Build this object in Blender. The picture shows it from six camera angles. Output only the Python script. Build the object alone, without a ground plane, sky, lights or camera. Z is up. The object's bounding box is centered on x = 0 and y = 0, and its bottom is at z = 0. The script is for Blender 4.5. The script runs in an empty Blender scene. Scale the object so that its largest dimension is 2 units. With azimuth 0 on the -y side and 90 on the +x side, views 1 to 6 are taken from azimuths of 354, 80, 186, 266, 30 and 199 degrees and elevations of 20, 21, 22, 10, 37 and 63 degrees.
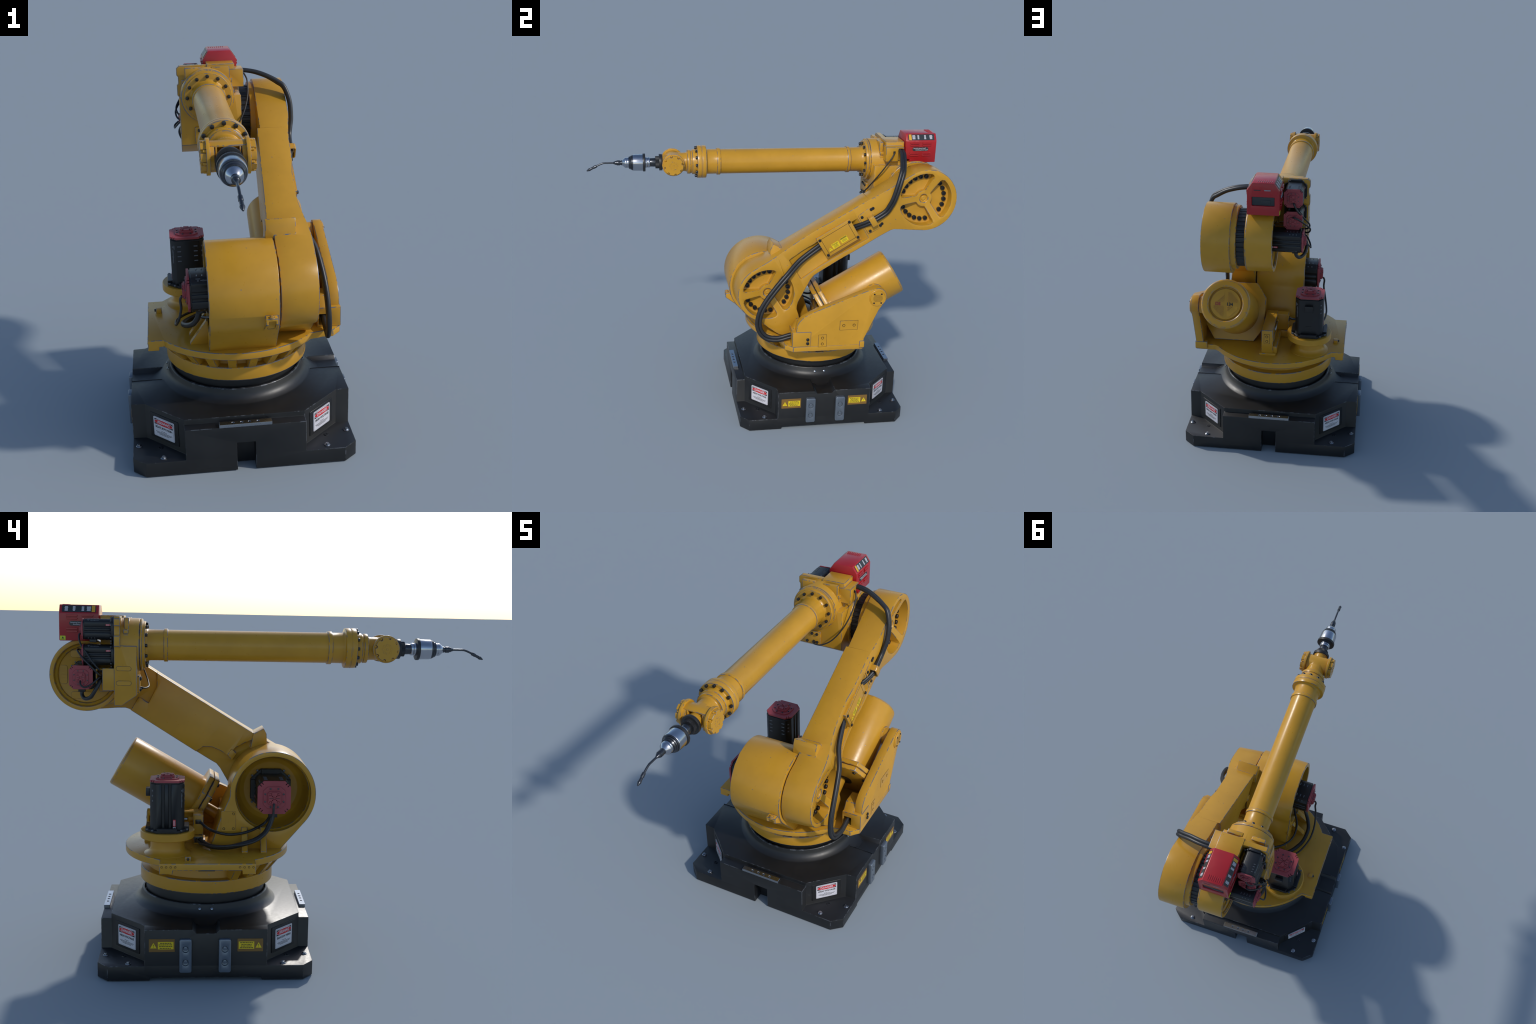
import bpy, bmesh, math, random
from math import sin, cos, pi, radians, hypot, atan2, asin
from mathutils import Vector, Matrix

random.seed(7)
COL = bpy.context.scene.collection

# ------------------------------------------------------------------ materials
EDGE_OF = {}         # paint name -> variant for worn edges
def nt_new(name):
    m = bpy.data.materials.new(name)
    m.use_nodes = True
    nt = m.node_tree
    nt.nodes.clear()
    out = nt.nodes.new('ShaderNodeOutputMaterial')
    b = nt.nodes.new('ShaderNodeBsdfPrincipled')
    nt.links.new(b.outputs[0], out.inputs[0])
    return m, nt, b

def N(nt, typ, **kw):
    n = nt.nodes.new(typ)
    for k, v in kw.items():
        setattr(n, k, v)
    return n

def noise(nt, co, scale, detail=3.0, rough=0.5):
    n = N(nt, 'ShaderNodeTexNoise')
    n.inputs['Scale'].default_value = scale
    n.inputs['Detail'].default_value = detail
    n.inputs['Roughness'].default_value = rough
    nt.links.new(co, n.inputs['Vector'])
    return n.outputs[0]

def math_(nt, op, a, b=None, c=None, clamp=False):
    n = N(nt, 'ShaderNodeMath', operation=op, use_clamp=clamp)
    for i, v in enumerate((a, b, c)):
        if v is None:
            continue
        if isinstance(v, (int, float)):
            n.inputs[i].default_value = v
        else:
            nt.links.new(v, n.inputs[i])
    return n.outputs[0]

def ramp(nt, v, lo, hi):
    n = N(nt, 'ShaderNodeMapRange', interpolation_type='SMOOTHSTEP')
    nt.links.new(v, n.inputs[0])
    n.inputs[1].default_value = lo
    n.inputs[2].default_value = hi
    return n.outputs[0]

def mix(nt, f, a, b):
    n = N(nt, 'ShaderNodeMix', data_type='RGBA')
    if isinstance(f, (int, float)):
        n.inputs[0].default_value = f
    else:
        nt.links.new(f, n.inputs[0])
    for i, v in ((6, a), (7, b)):
        if isinstance(v, tuple):
            n.inputs[i].default_value = (*v, 1)
        else:
            nt.links.new(v, n.inputs[i])
    return n.outputs[2]

def mixf(nt, f, a, b):
    n = N(nt, 'ShaderNodeMix', data_type='FLOAT')
    nt.links.new(f, n.inputs[0])
    for i, v in ((2, a), (3, b)):
        if isinstance(v, (int, float)):
            n.inputs[i].default_value = v
        else:
            nt.links.new(v, n.inputs[i])
    return n.outputs[0]

def paint(name, col, rough, spread=0.06, coat=0.0, chips=0.0, chip_col=(0.17, 0.18, 0.21), wear=None, wear_col=(0.2, 0.2, 0.2), wear_metal=0.5, spec=0.5):
    """lacquer with slow tone changes and sparse chips; wear 0..1 makes the variant used on edges"""
    m, nt, b = nt_new(name if wear is None else name + '_edge')
    co = N(nt, 'ShaderNodeTexCoord').outputs['Object']
    big = noise(nt, co, 5.0, 4.0, 0.6)
    fine = noise(nt, co, 60.0, 3.0, 0.6)
    d = tuple(c * (1 - spread) for c in col)
    l = tuple(min(1, c * (1 + spread)) for c in col)
    c1 = mix(nt, ramp(nt, big, 0.3, 0.7), d, l)
    e = None
    if wear is not None:
        n1 = noise(nt, co, 42.0, 4.0, 0.7)
        n2 = noise(nt, co, 7.0, 2.0)
        brk = math_(nt, 'ADD', math_(nt, 'MULTIPLY', n1, 0.65), math_(nt, 'MULTIPLY', n2, 0.35))
        lim = 0.62 - 0.28 * wear
        e = ramp(nt, brk, lim, lim + 0.05)
        chip_col = wear_col
    elif chips > 0:
        vor = N(nt, 'ShaderNodeTexVoronoi')
        vor.inputs['Scale'].default_value = 30.0
        nt.links.new(co, vor.inputs['Vector'])
        wob = math_(nt, 'MULTIPLY', noise(nt, co, 190.0, 2.0), 0.15)
        dd = math_(nt, 'ADD', vor.outputs['Distance'], wob)
        sep = N(nt, 'ShaderNodeSeparateColor')
        nt.links.new(vor.outputs['Color'], sep.inputs[0])
        pick = math_(nt, 'GREATER_THAN', sep.outputs[0], 1.0 - chips)
        e = math_(nt, 'MULTIPLY', pick, math_(nt, 'LESS_THAN', dd, 0.14))
    r = math_(nt, 'ADD', rough - 0.07, math_(nt, 'MULTIPLY', fine, 0.14))
    if e is not None:
        c1 = mix(nt, e, c1, chip_col)
        r = mixf(nt, e, r, 0.4)
        nt.links.new(math_(nt, 'MULTIPLY', e, wear_metal), b.inputs['Metallic'])
    nt.links.new(c1, b.inputs['Base Color'])
    nt.links.new(r, b.inputs['Roughness'])
    b.inputs['Coat Weight'].default_value = coat
    b.inputs['Coat Roughness'].default_value = 0.22
    b.inputs['Specular IOR Level'].default_value = spec
    bump = N(nt, 'ShaderNodeBump')
    bump.inputs['Strength'].default_value = 0.06
    bump.inputs['Distance'].default_value = 0.002
    nt.links.new(noise(nt, co, 130.0, 2.0), bump.inputs['Height'])
    nt.links.new(bump.outputs[0], b.inputs['Normal'])
    return m

def paint_pair(name, col, rough, wear, wear_col, wear_metal=0.5, **kw):
    m = paint(name, col, rough, wear_metal=wear_metal, **kw)
    kw.pop('chips', None)
    EDGE_OF[name] = paint(name, col, rough, wear=wear, wear_col=wear_col, wear_metal=wear_metal, **kw)
    return m

def plain(name, col, rough=0.5, metal=0.0, spread=0.08, scale=40.0, spec=0.5):
    m, nt, b = nt_new(name)
    co = N(nt, 'ShaderNodeTexCoord').outputs['Object']
    n = noise(nt, co, scale, 3.0, 0.6)
    c = mix(nt, n, tuple(c * (1 - spread) for c in col), tuple(min(1, c * (1 + spread)) for c in col))
    nt.links.new(c, b.inputs['Base Color'])
    nt.links.new(math_(nt, 'ADD', rough - 0.05, math_(nt, 'MULTIPLY', n, 0.1)), b.inputs['Roughness'])
    b.inputs['Metallic'].default_value = metal
    b.inputs['Specular IOR Level'].default_value = spec
    return m

YEL = paint_pair('yellow_paint', (0.50, 0.255, 0.022), 0.30, 0.6, (0.15, 0.165, 0.20), chips=0.2, coat=0.0, spec=0.38)
BLK = paint_pair('black_paint', (0.0098, 0.0100, 0.0108), 0.42, 0.35, (0.10, 0.105, 0.115), spread=0.25)
MOT = paint_pair('motor_black', (0.0075, 0.0078, 0.0085), 0.38, 0.15, (0.04, 0.042, 0.045), spread=0.15)
REDM = paint_pair('motor_red', (0.31, 0.045, 0.055), 0.5, 0.2, (0.25, 0.05, 0.06), wear_metal=0.0, spread=0.12)
REDB = paint_pair('box_red', (0.37, 0.010, 0.014), 0.32, 0.3, (0.42, 0.04, 0.045), wear_metal=0.1, spread=0.1, coat=0.1)
RUB = plain('hose_rubber', (0.016, 0.016, 0.017), 0.42)
BOLT = plain('bolt_black', (0.008, 0.008, 0.009), 0.33, spec=0.6)
STEEL = plain('steel', (0.33, 0.35, 0.38), 0.28, 1.0, 0.12)
DSTEEL = plain('dark_steel', (0.07, 0.075, 0.085), 0.28, 0.85, 0.12)
CHROME = plain('chrome', (0.46, 0.48, 0.52), 0.22, 1.0, 0.05)
GREYP = plain('bracket_grey', (0.17, 0.20, 0.24), 0.35, 0.6, 0.1)
BRASS = plain('plate_bronze', (0.20, 0.105, 0.02), 0.5)
SIGNY = plain('sign_yellow', (0.72, 0.52, 0.01), 0.45)
WHITE = plain('sign_white', (0.62, 0.60, 0.64), 0.5)
SRED = plain('sign_red', (0.55, 0.015, 0.02), 0.5)
INK = plain('ink_black', (0.012, 0.012, 0.012), 0.5)
INKG = plain('ink_grey', (0.25, 0.26, 0.28), 0.5)
TRIMG = plain('motor_trim_grey', (0.085, 0.09, 0.10), 0.4)  # grey of motor screws, plug and the plates standing in for slots
INKD = plain('ink_dim', (0.12, 0.125, 0.135), 0.5)
DARK = plain('panel_dark', (0.022, 0.026, 0.03), 0.4)
LIME = plain('sign_lime', (0.55, 0.62, 0.02), 0.5)
INKR = plain('ink_red', (0.33, 0.03, 0.03), 0.5)
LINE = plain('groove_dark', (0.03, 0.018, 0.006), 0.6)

# ------------------------------------------------------------------ mesh helpers
EDGE = 20            # faces made by bevelling carry material index + EDGE until finish()
def settle_edges(bm, mats):
    """convex bevel faces get the worn-edge variant of their paint"""
    slots = list(mats)
    bm.faces.ensure_lookup_table()
    for f in bm.faces:
        if f.material_index < EDGE:
            continue
        base = f.material_index - EDGE
        worn = EDGE_OF.get(mats[base].name if base < len(mats) else '')
        concave = False
        c = f.calc_center_median()
        for e in f.edges:
            for g in e.link_faces:
                if g is not f and g.material_index < EDGE and (g.calc_center_median() - c).dot(f.normal) > 1e-6:
                    concave = True
        if worn is None or concave:
            f.tag = False
            f.material_index = base + 1000
            continue
        if worn not in slots:
            slots.append(worn)
        f.material_index = slots.index(worn) + 1000
    for f in bm.faces:
        if f.material_index >= 1000:
            f.material_index -= 1000
    return slots

def finish(bm, name, mats, parent, angle=34, keep_sharp=True):
    me = bpy.data.meshes.new(name)
    bmesh.ops.recalc_face_normals(bm, faces=bm.faces)
    mats = settle_edges(bm, list(mats) if isinstance(mats, (list, tuple)) else [mats])
    bm.to_mesh(me)
    bm.free()
    return link_mesh(me, name, mats, parent, angle)

def link_mesh(me, name, mats, parent, angle=34):
    if not isinstance(mats, (list, tuple)):
        mats = [mats]
    if len(me.materials) == 0:
        for m in mats:
            me.materials.append(m)
    me.polygons.foreach_set('use_smooth', [True] * len(me.polygons))
    me.set_sharp_from_angle(angle=radians(angle))
    me.name = name
    ob = bpy.data.objects.new(name, me)
    COL.objects.link(ob)
    if parent is not None:
        ob.parent = parent
    return ob

def copy_of(ob, M, parent=None):
    o = ob.copy()
    COL.objects.link(o)
    o.matrix_world = M
    if parent is not None:
        o.parent = parent
    return o

def empty(name):
    o = bpy.data.objects.new(name, None)
    o.empty_display_size = 0.1
    COL.objects.link(o)
    return o

AX = {'x': lambda a, b, h: (h, a, b), 'y': lambda a, b, h: (a, h, b), 'z': lambda a, b, h: (a, b, h)}

def bevel_sharp(bm, w, seg=2, ang=28):
    es = [e for e in bm.edges if len(e.link_faces) == 2 and e.calc_face_angle(0) > radians(ang)]
    if es and w > 0:
        r = bmesh.ops.bevel(bm, geom=es, offset=w, segments=seg, profile=0.5, affect='EDGES', clamp_overlap=True, material=-1)
        for f in r['faces']:
            f.material_index = EDGE

def prism(poly, axis, lo, hi, bev=0.0, seg=2, poly_hi=None, mi=0, M=None):
    bm = bmesh.new()
    f = AX[axis]
    p2 = poly_hi or poly
    a = [bm.verts.new(f(p[0], p[1], lo)) for p in poly]
    b = [bm.verts.new(f(p[0], p[1], hi)) for p in p2]
    n = len(poly)
    bm.faces.new(a)
    bm.faces.new(b[::-1])
    for i in range(n):
        bm.faces.new((a[i], b[i], b[(i + 1) % n], a[(i + 1) % n]))
    bmesh.ops.recalc_face_normals(bm, faces=bm.faces)
    bevel_sharp(bm, bev, seg)
    for fc in bm.faces:
        fc.material_index += mi
    if M is not None:
        bm.transform(M)
    return bm

def box(x0, x1, y0, y1, z0, z1, bev=0.0, seg=2, mi=0, M=None):
    return prism([(x0, y0), (x1, y0), (x1, y1), (x0, y1)], 'z', z0, z1, bev, seg, mi=mi, M=M)

def join(bms):
    out = bmesh.new()
    for b in bms:
        me = bpy.data.meshes.new('tmp')
        b.to_mesh(me)
        b.free()
        out.from_mesh(me)
        bpy.data.meshes.remove(me)
    return out

def round_prof(pr, r, seg=2):
    """round the corners of an open (h, radius) profile; returns points and the rounded segments"""
    out, arcs = [], set()
    for i, p in enumerate(pr):
        if i in (0, len(pr) - 1):
            out.append(p)
            continue
        a, c = pr[i - 1], pr[i + 1]
        va = Vector((a[0] - p[0], a[1] - p[1]))
        vc = Vector((c[0] - p[0], c[1] - p[1]))
        if va.length < 1e-7 or vc.length < 1e-7 or abs(va.angle(vc) - pi) < 0.35:
            out.append(p)
            continue
        d = min(r, va.length * 0.45, vc.length * 0.45)
        P0 = Vector(p) + va.normalized() * d
        P2 = Vector(p) + vc.normalized() * d
        for k in range(seg + 1):
            if k:
                arcs.add(len(out) - 1)
            t = k / seg
            q = P0 * (1 - t) ** 2 + Vector(p) * 2 * t * (1 - t) + P2 * t ** 2
            out.append((q.x, q.y))
    return out, arcs

def lathe(pr, axis, c, seg=64, r=0.0025, mi=0, M=None, closed=False):
    """pr: list of (height, radius) along the axis through c (the other two coordinates)"""
    arcs = set()
    if r > 0:
        pr, arcs = round_prof(pr, r)
    bm = bmesh.new()
    f = AX[axis]
    rings = []
    for h, R in pr:
        if R < 1e-6:
            rings.append([bm.verts.new(f(c[0], c[1], h))])
        else:
            rings.append([bm.verts.new(f(c[0] + R * cos(2 * pi * k / seg), c[1] + R * sin(2 * pi * k / seg), h)) for k in range(seg)])
    pairs = list(zip(rings[:-1], rings[1:]))
    if closed:
        pairs.append((rings[-1], rings[0]))
    for i, (a, b) in enumerate(pairs):
        for k in range(seg):
            k2 = (k + 1) % seg
            if len(a) == 1 and len(b) == 1:
                continue
            if len(a) == 1:
                f_ = bm.faces.new((a[0], b[k], b[k2]))
            elif len(b) == 1:
                f_ = bm.faces.new((a[k], b[0], a[k2]))
            else:
                f_ = bm.faces.new((a[k], b[k], b[k2], a[k2]))
            if i in arcs:
                f_.material_index = EDGE
    if not closed:
        for ring in (rings[0], rings[-1]):
            if len(ring) > 2:
                bm.faces.new(ring)
    bmesh.ops.recalc_face_normals(bm, faces=bm.faces)
    for fc in bm.faces:
        fc.material_index += mi
    if M is not None:
        bm.transform(M)
    return bm

def cyl(axis, c, lo, hi, R, seg=32, r=0.0015, mi=0, M=None):
    return lathe([(lo, 0), (lo, R), (hi, R), (hi, 0)], axis, c, seg, r, mi, M)

def catmull(pts, n=10):
    P = [Vector(p) for p in pts]
    P = [P[0] * 2 - P[1]] + P + [P[-1] * 2 - P[-2]]
    out = []
    for i in range(1, len(P) - 2):
        a, b, c, d = P[i - 1:i + 3]
        for k in range(n):
            t = k / n
            out.append(0.5 * ((2 * b) + (c - a) * t + (2 * a - 5 * b + 4 * c - d) * t * t + (3 * b - a - 3 * c + d) * t ** 3))
    out.append(P[-2])
    return out

def tube(pts, R, seg=14, n=10, ribs=0.0, pitch=0.005, mi=0, off=None):
    path = catmull(pts, n)
    if ribs > 0:
        L = [0]
        for a, b in zip(path[:-1], path[1:]):
            L.append(L[-1] + (b - a).length)
        m = int(L[-1] / pitch * 2)
        res, j = [], 0
        for i in range(m + 1):
            d = L[-1] * i / m
            while j < len(L) - 2 and L[j + 1] < d:
                j += 1
            t = (d - L[j]) / max(1e-9, L[j + 1] - L[j])
            res.append(path[j].lerp(path[j + 1], t))
        path = res
    bm = bmesh.new()
    T = (path[1] - path[0]).normalized()
    U = T.orthogonal().normalized()
    rings = []
    for i, p in enumerate(path):
        T2 = (path[min(i + 1, len(path) - 1)] - path[max(i - 1, 0)]).normalized()
        U = (U - T2 * U.dot(T2)).normalized()
        V = T2.cross(U)
        r = R + (ribs if i % 2 else 0)
        q = p
        rings.append([bm.verts.new(q + (U * cos(2 * pi * k / seg) + V * sin(2 * pi * k / seg)) * r) for k in range(seg)])
    for a, b in zip(rings[:-1], rings[1:]):
        for k in range(seg):
            bm.faces.new((a[k], b[k], b[(k + 1) % seg], a[(k + 1) % seg]))
    bm.faces.new(rings[0])
    bm.faces.new(rings[-1][::-1])
    bmesh.ops.recalc_face_normals(bm, faces=bm.faces)
    for fc in bm.faces:
        fc.material_index = mi
    return bm

def csg(base, ops, bevel=0.0, seg=2, angle=32, clamp=False):
    """boolean chain; returns a bmesh"""
    tmp = []
    def mk(bm, nm):
        me = bpy.data.meshes.new(nm)
        bm.to_mesh(me)
        bm.free()
        for _ in range(EDGE + 4):
            me.materials.append(None)
        o = bpy.data.objects.new(nm, me)
        COL.objects.link(o)
        tmp.append(o)
        return o
    o = mk(base, 'csg_base')
    for op, b in ops:
        t = mk(b, 'csg_tool')
        md = o.modifiers.new('b', 'BOOLEAN')
        md.operation = op
        md.object = t
        md.solver = 'EXACT'
    if bevel > 0:
        md = o.modifiers.new('v', 'BEVEL')
        md.width = bevel
        md.segments = seg
        md.limit_method = 'ANGLE'
        md.angle_limit = radians(angle)
        md.use_clamp_overlap = clamp
        md.material = EDGE
        md.miter_outer = 'MITER_ARC'
    want = [max(v.co[i] for v in o.data.vertices) - min(v.co[i] for v in o.data.vertices) for i in range(3)]
    for attempt in range(6):
        # a chain that collapses (the base body vanishes) is repeated with its tools nudged by microns
        for n_, t in enumerate(tmp[1:]):
            t.location = Vector(((n_ % 3) - 1, (n_ % 5) - 2, (n_ % 7) - 3)) * 2e-5 * attempt
        bpy.context.view_layer.update()
        dg = bpy.context.evaluated_depsgraph_get()
        me = bpy.data.meshes.new_from_object(o.evaluated_get(dg))
        ok = len(me.vertices) > 0 and all(max(v.co[i] for v in me.vertices) - min(v.co[i] for v in me.vertices) > 0.85 * want[i] for i in range(3))
        if ok:
            break
        print('CSG retry', attempt)
        if attempt < 5:
            bpy.data.meshes.remove(me)
    bm = bmesh.new()
    bm.from_mesh(me)
    bpy.data.meshes.remove(me)
    for t in tmp:
        d = t.data
        bpy.data.objects.remove(t)
        bpy.data.meshes.remove(d)
    return bm

def text(s, size, M, mi=0, ext=0.0004, align='CENTER', width=1.0, bold=0.0):
    cu = bpy.data.curves.new('txt', 'FONT')
    cu.body = s
    cu.size = size
    cu.align_x = align
    cu.align_y = 'CENTER'
    cu.extrude = ext
    cu.offset = bold
    cu.resolution_u = 3
    o = bpy.data.objects.new('txt', cu)
    COL.objects.link(o)
    bpy.context.view_layer.update()
    dg = bpy.context.evaluated_depsgraph_get()
    me = bpy.data.meshes.new_from_object(o.evaluated_get(dg))
    bm = bmesh.new()
    bm.from_mesh(me)
    bpy.data.meshes.remove(me)
    bpy.data.objects.remove(o)
    bpy.data.curves.remove(cu)
    for fc in bm.faces:
        fc.material_index = mi
    bm.transform(M @ Matrix.Diagonal((width, 1, 1, 1)))
    return bm

def frame(o, right, up):
    r = Vector(right).normalized()
    u = Vector(up)
    u = (u - r * u.dot(r)).normalized()
    n = r.cross(u)
    return Matrix(((r.x, u.x, n.x, o[0]), (r.y, u.y, n.y, o[1]), (r.z, u.z, n.z, o[2]), (0, 0, 0, 1)))

def arc(cx, cy, R, a0, a1, n):
    return [(cx + R * cos(radians(a0 + (a1 - a0) * k / n)), cy + R * sin(radians(a0 + (a1 - a0) * k / n))) for k in range(n + 1)]

def chamf(hx, hy, c, d=None):
    d = c if d is None else d
    return [(-hx + c, -hy), (hx - c, -hy), (hx, -hy + d), (hx, hy - d), (hx - c, hy), (-hx + c, hy), (-hx, hy - d), (-hx, -hy + d)]

def roundrect(hx, hy, r, n=5):
    p = []
    for cx, cy, a in ((hx - r, -hy + r, -90), (hx - r, hy - r, 0), (-hx + r, hy - r, 90), (-hx + r, -hy + r, 180)):
        p += arc(cx, cy, r, a, a + 90, n)
    return p

ROBOT = empty('industrial_robot')
ROBOT['label'] = 'yellow six axis welding robot arm on black pedestal base'
ROBOT['category'] = 'industrial robot'

# ================================================================== PEDESTAL
BY = 0.273           # centre of the base in y
def B(pts):          # base-local plan points to world
    return [(x, y + BY) for x, y in pts]
H = 0.47
# foot plate with chamfered corners
foot = prism(B(chamf(H, H, 0.053, 0.047)), 'z', 0, 0.066)
# body: cross shaped octagon. quarter outline from +x,-y corner, mirrored
body_plan = []
quarter = [(0.251, -0.470), (0.251, -0.424), (0.412, -0.268), (0.470, -0.264)]
for sx, sy, rev in ((1, 1, False), (1, -1, True), (-1, -1, False), (-1, 1, True)):
    q = [(x * sx, y * sy) for x, y in quarter]
    body_plan += q[::-1] if rev else q
body = prism(B(body_plan), 'z', 0.03, 0.2295)
ring_fillet = lathe([(0.20, 0), (0.20, 0.392), (0.2105, 0.391), (0.2130, 0.376), (0.2180, 0.360), (0.2260, 0.344), (0.2330, 0.331), (0.240, 0.320), (0.250, 0.309), (0.264, 0.3015), (0.284, 0.2975), (0.287, 0.293), (0.286, 0.287), (0.262, 0.286), (0.262, 0)], 'z', (0, BY), 96, 0)
cuts = []
channels = []
for s in (1, -1):
    # ledge on the front and rear wall
    y0, y1 = (-0.60, -0.424) if s > 0 else (0.424, 0.60)
    cuts.append(('DIFFERENCE', box(-0.4, 0.4, y0 + BY, y1 + BY, 0.2065, 0.4)))
    # fork slot in front and rear wall
    y0, y1 = (-0.50, -0.409) if s > 0 else (0.409, 0.50)
    cuts.append(('DIFFERENCE', box(-0.0385, 0.0385, y0 + BY, y1 + BY, -0.02, 0.130)))
    # raised underside of the side walls
    x0, x1 = (0.40, 0.5) if s > 0 else (-0.5, -0.40)
    cuts.append(('DIFFERENCE', box(x0, x1, 0.031, 0.515, -0.02, 0.0125)))
    # shallow channel from the ring to the side wall
    poly = [(0.215, 0.2285), (0.23, 0.2125), (0.316, 0.2125), (0.333, 0.2285), (0.333, 0.33), (0.215, 0.33)]
    x0, x1 = (0.322, 0.5) if s > 0 else (-0.5, -0.322)
    channels.append(('DIFFERENCE', prism(poly, 'x', x0, x1)))
bm = csg(body, channels + [('UNION', foot)] + cuts + [('UNION', ring_fillet)], 0.0026, 2)
base = finish(bm, 'pedestal', BLK, ROBOT)

# black bearing collar inside the lip
finish(lathe([(0.24, 0), (0.24, 0.2805), (0.338, 0.2805), (0.338, 0)], 'z', (0, BY), 96, 0.002), 'bearing_collar', BLK, base)

# anchor bolts and hex sockets on the feet
bm = join([lathe([(0, 0), (0, 0.0125), (0.0025, 0.0125), (0.004, 0.0105)], 'z', (0, 0), 20, 0), prism([(0.0078 * cos(k * pi / 3), 0.0078 * sin(k * pi / 3)) for k in range(6)], 'z', 0.002, 0.0105, 0.001), lathe([(0.0107, 0.005), (0.0112, 0.005), (0.0112, 0.0028), (0.0095, 0.0028), (0.0095, 0.0)], 'z', (0, 0), 12, 0)])
anchor = finish(bm, 'anchor_bolt', STEEL, base)
hexs = finish(lathe([(0, 0), (0, 0.011), (0.002, 0.0105), (0.002, 0.0055), (0.0008, 0.0055), (0.0008, 0)], 'z', (0, 0), 6, 0), 'hex_socket', DSTEEL, base)
first = True
for sx in (1, -1):
    for sy in (1, -1):
        for (px, py), ob in (((0.343, 0.441), anchor), ((0.446, 0.336), anchor), ((0.354, 0.361), hexs)):
            M = Matrix.Translation((px * sx, BY + py * sy, 0.0662)) @ Matrix.Rotation(random.uniform(0, 1), 4, 'Z')
            if (sx, sy) == (1, 1):
                if ob is anchor and px > 0.4:
                    copy_of(ob, M)
                else:
                    ob.matrix_world = M
            else:
                copy_of(ob, M)
# small screws in the ring fillet on both sides
scr = None
for sx in (1, -1):
    for dy in (-0.026, 0.028):
        M = Matrix.Translation((0.309 * sx, BY + dy, 0.268)) @ Matrix.Rotation(sx * radians(58), 4, 'Y')
        if scr is None:
            scr = finish(lathe([(-0.003, 0), (-0.003, 0.0062), (0.003, 0.0058), (0.0036, 0.0045), (0.0036, 0.002), (0.002, 0.002), (0.002, 0)], 'z', (0, 0), 16, 0), 'lip_screw', STEEL, base)
            scr.matrix_world = M
        else:
            copy_of(scr, M)

# metal strip with four holes on each ledge
for s in (-1, 1):
    y = BY + s * 0.458
    strip = box(-0.109, 0.109, y - 0.0135, y + 0.0135, 0.205, 0.2195)
    holes = []
    for hx in (-0.052, -0.016, 0.016, 0.052):
        holes.append(('DIFFERENCE', lathe([(0.209, 0), (0.209, 0.0055), (0.24, 0.0055), (0.24, 0)], 'z', (hx, y), 12, 0)))
    finish(csg(strip, holes, 0.0012, 1), 'ledge_strip', STEEL, base)

# lifting brackets on the side walls: raised plates with two stepped holes
bmB = box(-0.0265, 0.0265, -0.075, 0.075, -0.01, 0.010)
bmB = prism(roundrect(0.0265, 0.075, 0.009), 'z', -0.004, 0.0190, 0.003, 2)
hol = []
for yy in (0.030, -0.030):
    hol.append(('DIFFERENCE', cyl('z', (0, yy), 0.008, 0.03, 0.0145, 24, 0)))
brk = csg(bmB, hol, 0.0012, 2)
pegs = [cyl('z', (0, yy + 0.004), -0.002, 0.0165, 0.0085, 20, 0.002) for yy in (0.030, -0.030)]
brk = join([brk] + pegs)
bracket = finish(brk, 'lifting_bracket', GREYP, base)
k = 0
for sx in (1, -1):
    for yy in (0.1925, 0.3615):
        M = frame((0.4705 * sx, yy, 0.117), (0, sx, 0), (0, 0, 1))
        if k == 0:
            bracket.matrix_world = M
        else:
            copy_of(bracket, M)
        k += 1

# danger signs on the diagonal walls
def danger_sign(M):
    # 0 white 1 black 2 red 3 pedestal black
    p = [prism(chamf(0.080, 0.058, 0.001), 'z', -0.006, 0.0030, 0.0015, 1, mi=3)]
    p.append(prism(roundrect(0.0585, 0.0455, 0.005), 'z', 0.002, 0.0052, mi=0))
    p.append(prism(roundrect(0.0560, 0.0430, 0.004), 'z', 0.002, 0.0055, mi=1))
    p.append(prism(roundrect(0.0553, 0.0423, 0.004), 'z', 0.002, 0.0058, mi=0))
    p.append(prism([(-0.052, 0.012), (0.052, 0.012), (0.052, 0.039), (-0.052, 0.039)], 'z', 0.002, 0.0061, mi=1))
    p.append(prism([(0.0535 * cos(a * pi / 20), 0.0255 + 0.0142 * sin(a * pi / 20)) for a in range(40)], 'z', 0.002, 0.0064, mi=0))
    p.append(prism([(0.0515 * cos(a * pi / 20), 0.0255 + 0.0126 * sin(a * pi / 20)) for a in range(40)], 'z', 0.002, 0.0067, mi=2))
    p.append(text('DANGER', 0.0175, Matrix.Translation((0, 0.0255, 0.0067)), 0, bold=0.0003))
    p.append(text('HIGH VOLTAGE', 0.0135, Matrix.Translation((0, 0.0005, 0.0058)), 1, bold=0.00045))
    for yy, w in ((-0.015, 0.014), (-0.0215, 0.046), (-0.0265, 0.040), (-0.0315, 0.028)):
        x = -w
        while x < w - 0.002:
            l = min(random.uniform(0.004, 0.010), w - x)
            p.append(prism([(x, yy - 0.0011), (x + l, yy - 0.0011), (x + l, yy + 0.0011), (x, yy + 0.0011)], 'z', 0.004, 0.0061, mi=1))
            x += l + 0.0018
    return finish(join(p), 'danger_sign', [WHITE, INK, SRED, BLK], base)
def diag(sx, sy):
    c = Vector((0.3325 * sx, BY + sy * 0.345, 0.148))
    n = Vector((0.156 * sx, 0.161 * sy, 0)).normalized()
    r = Vector((0, 0, 1)).cross(n)
    return frame(c, r, (0, 0, 1))
s1 = danger_sign(None)
s1.matrix_world = diag(1, -1)
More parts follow.
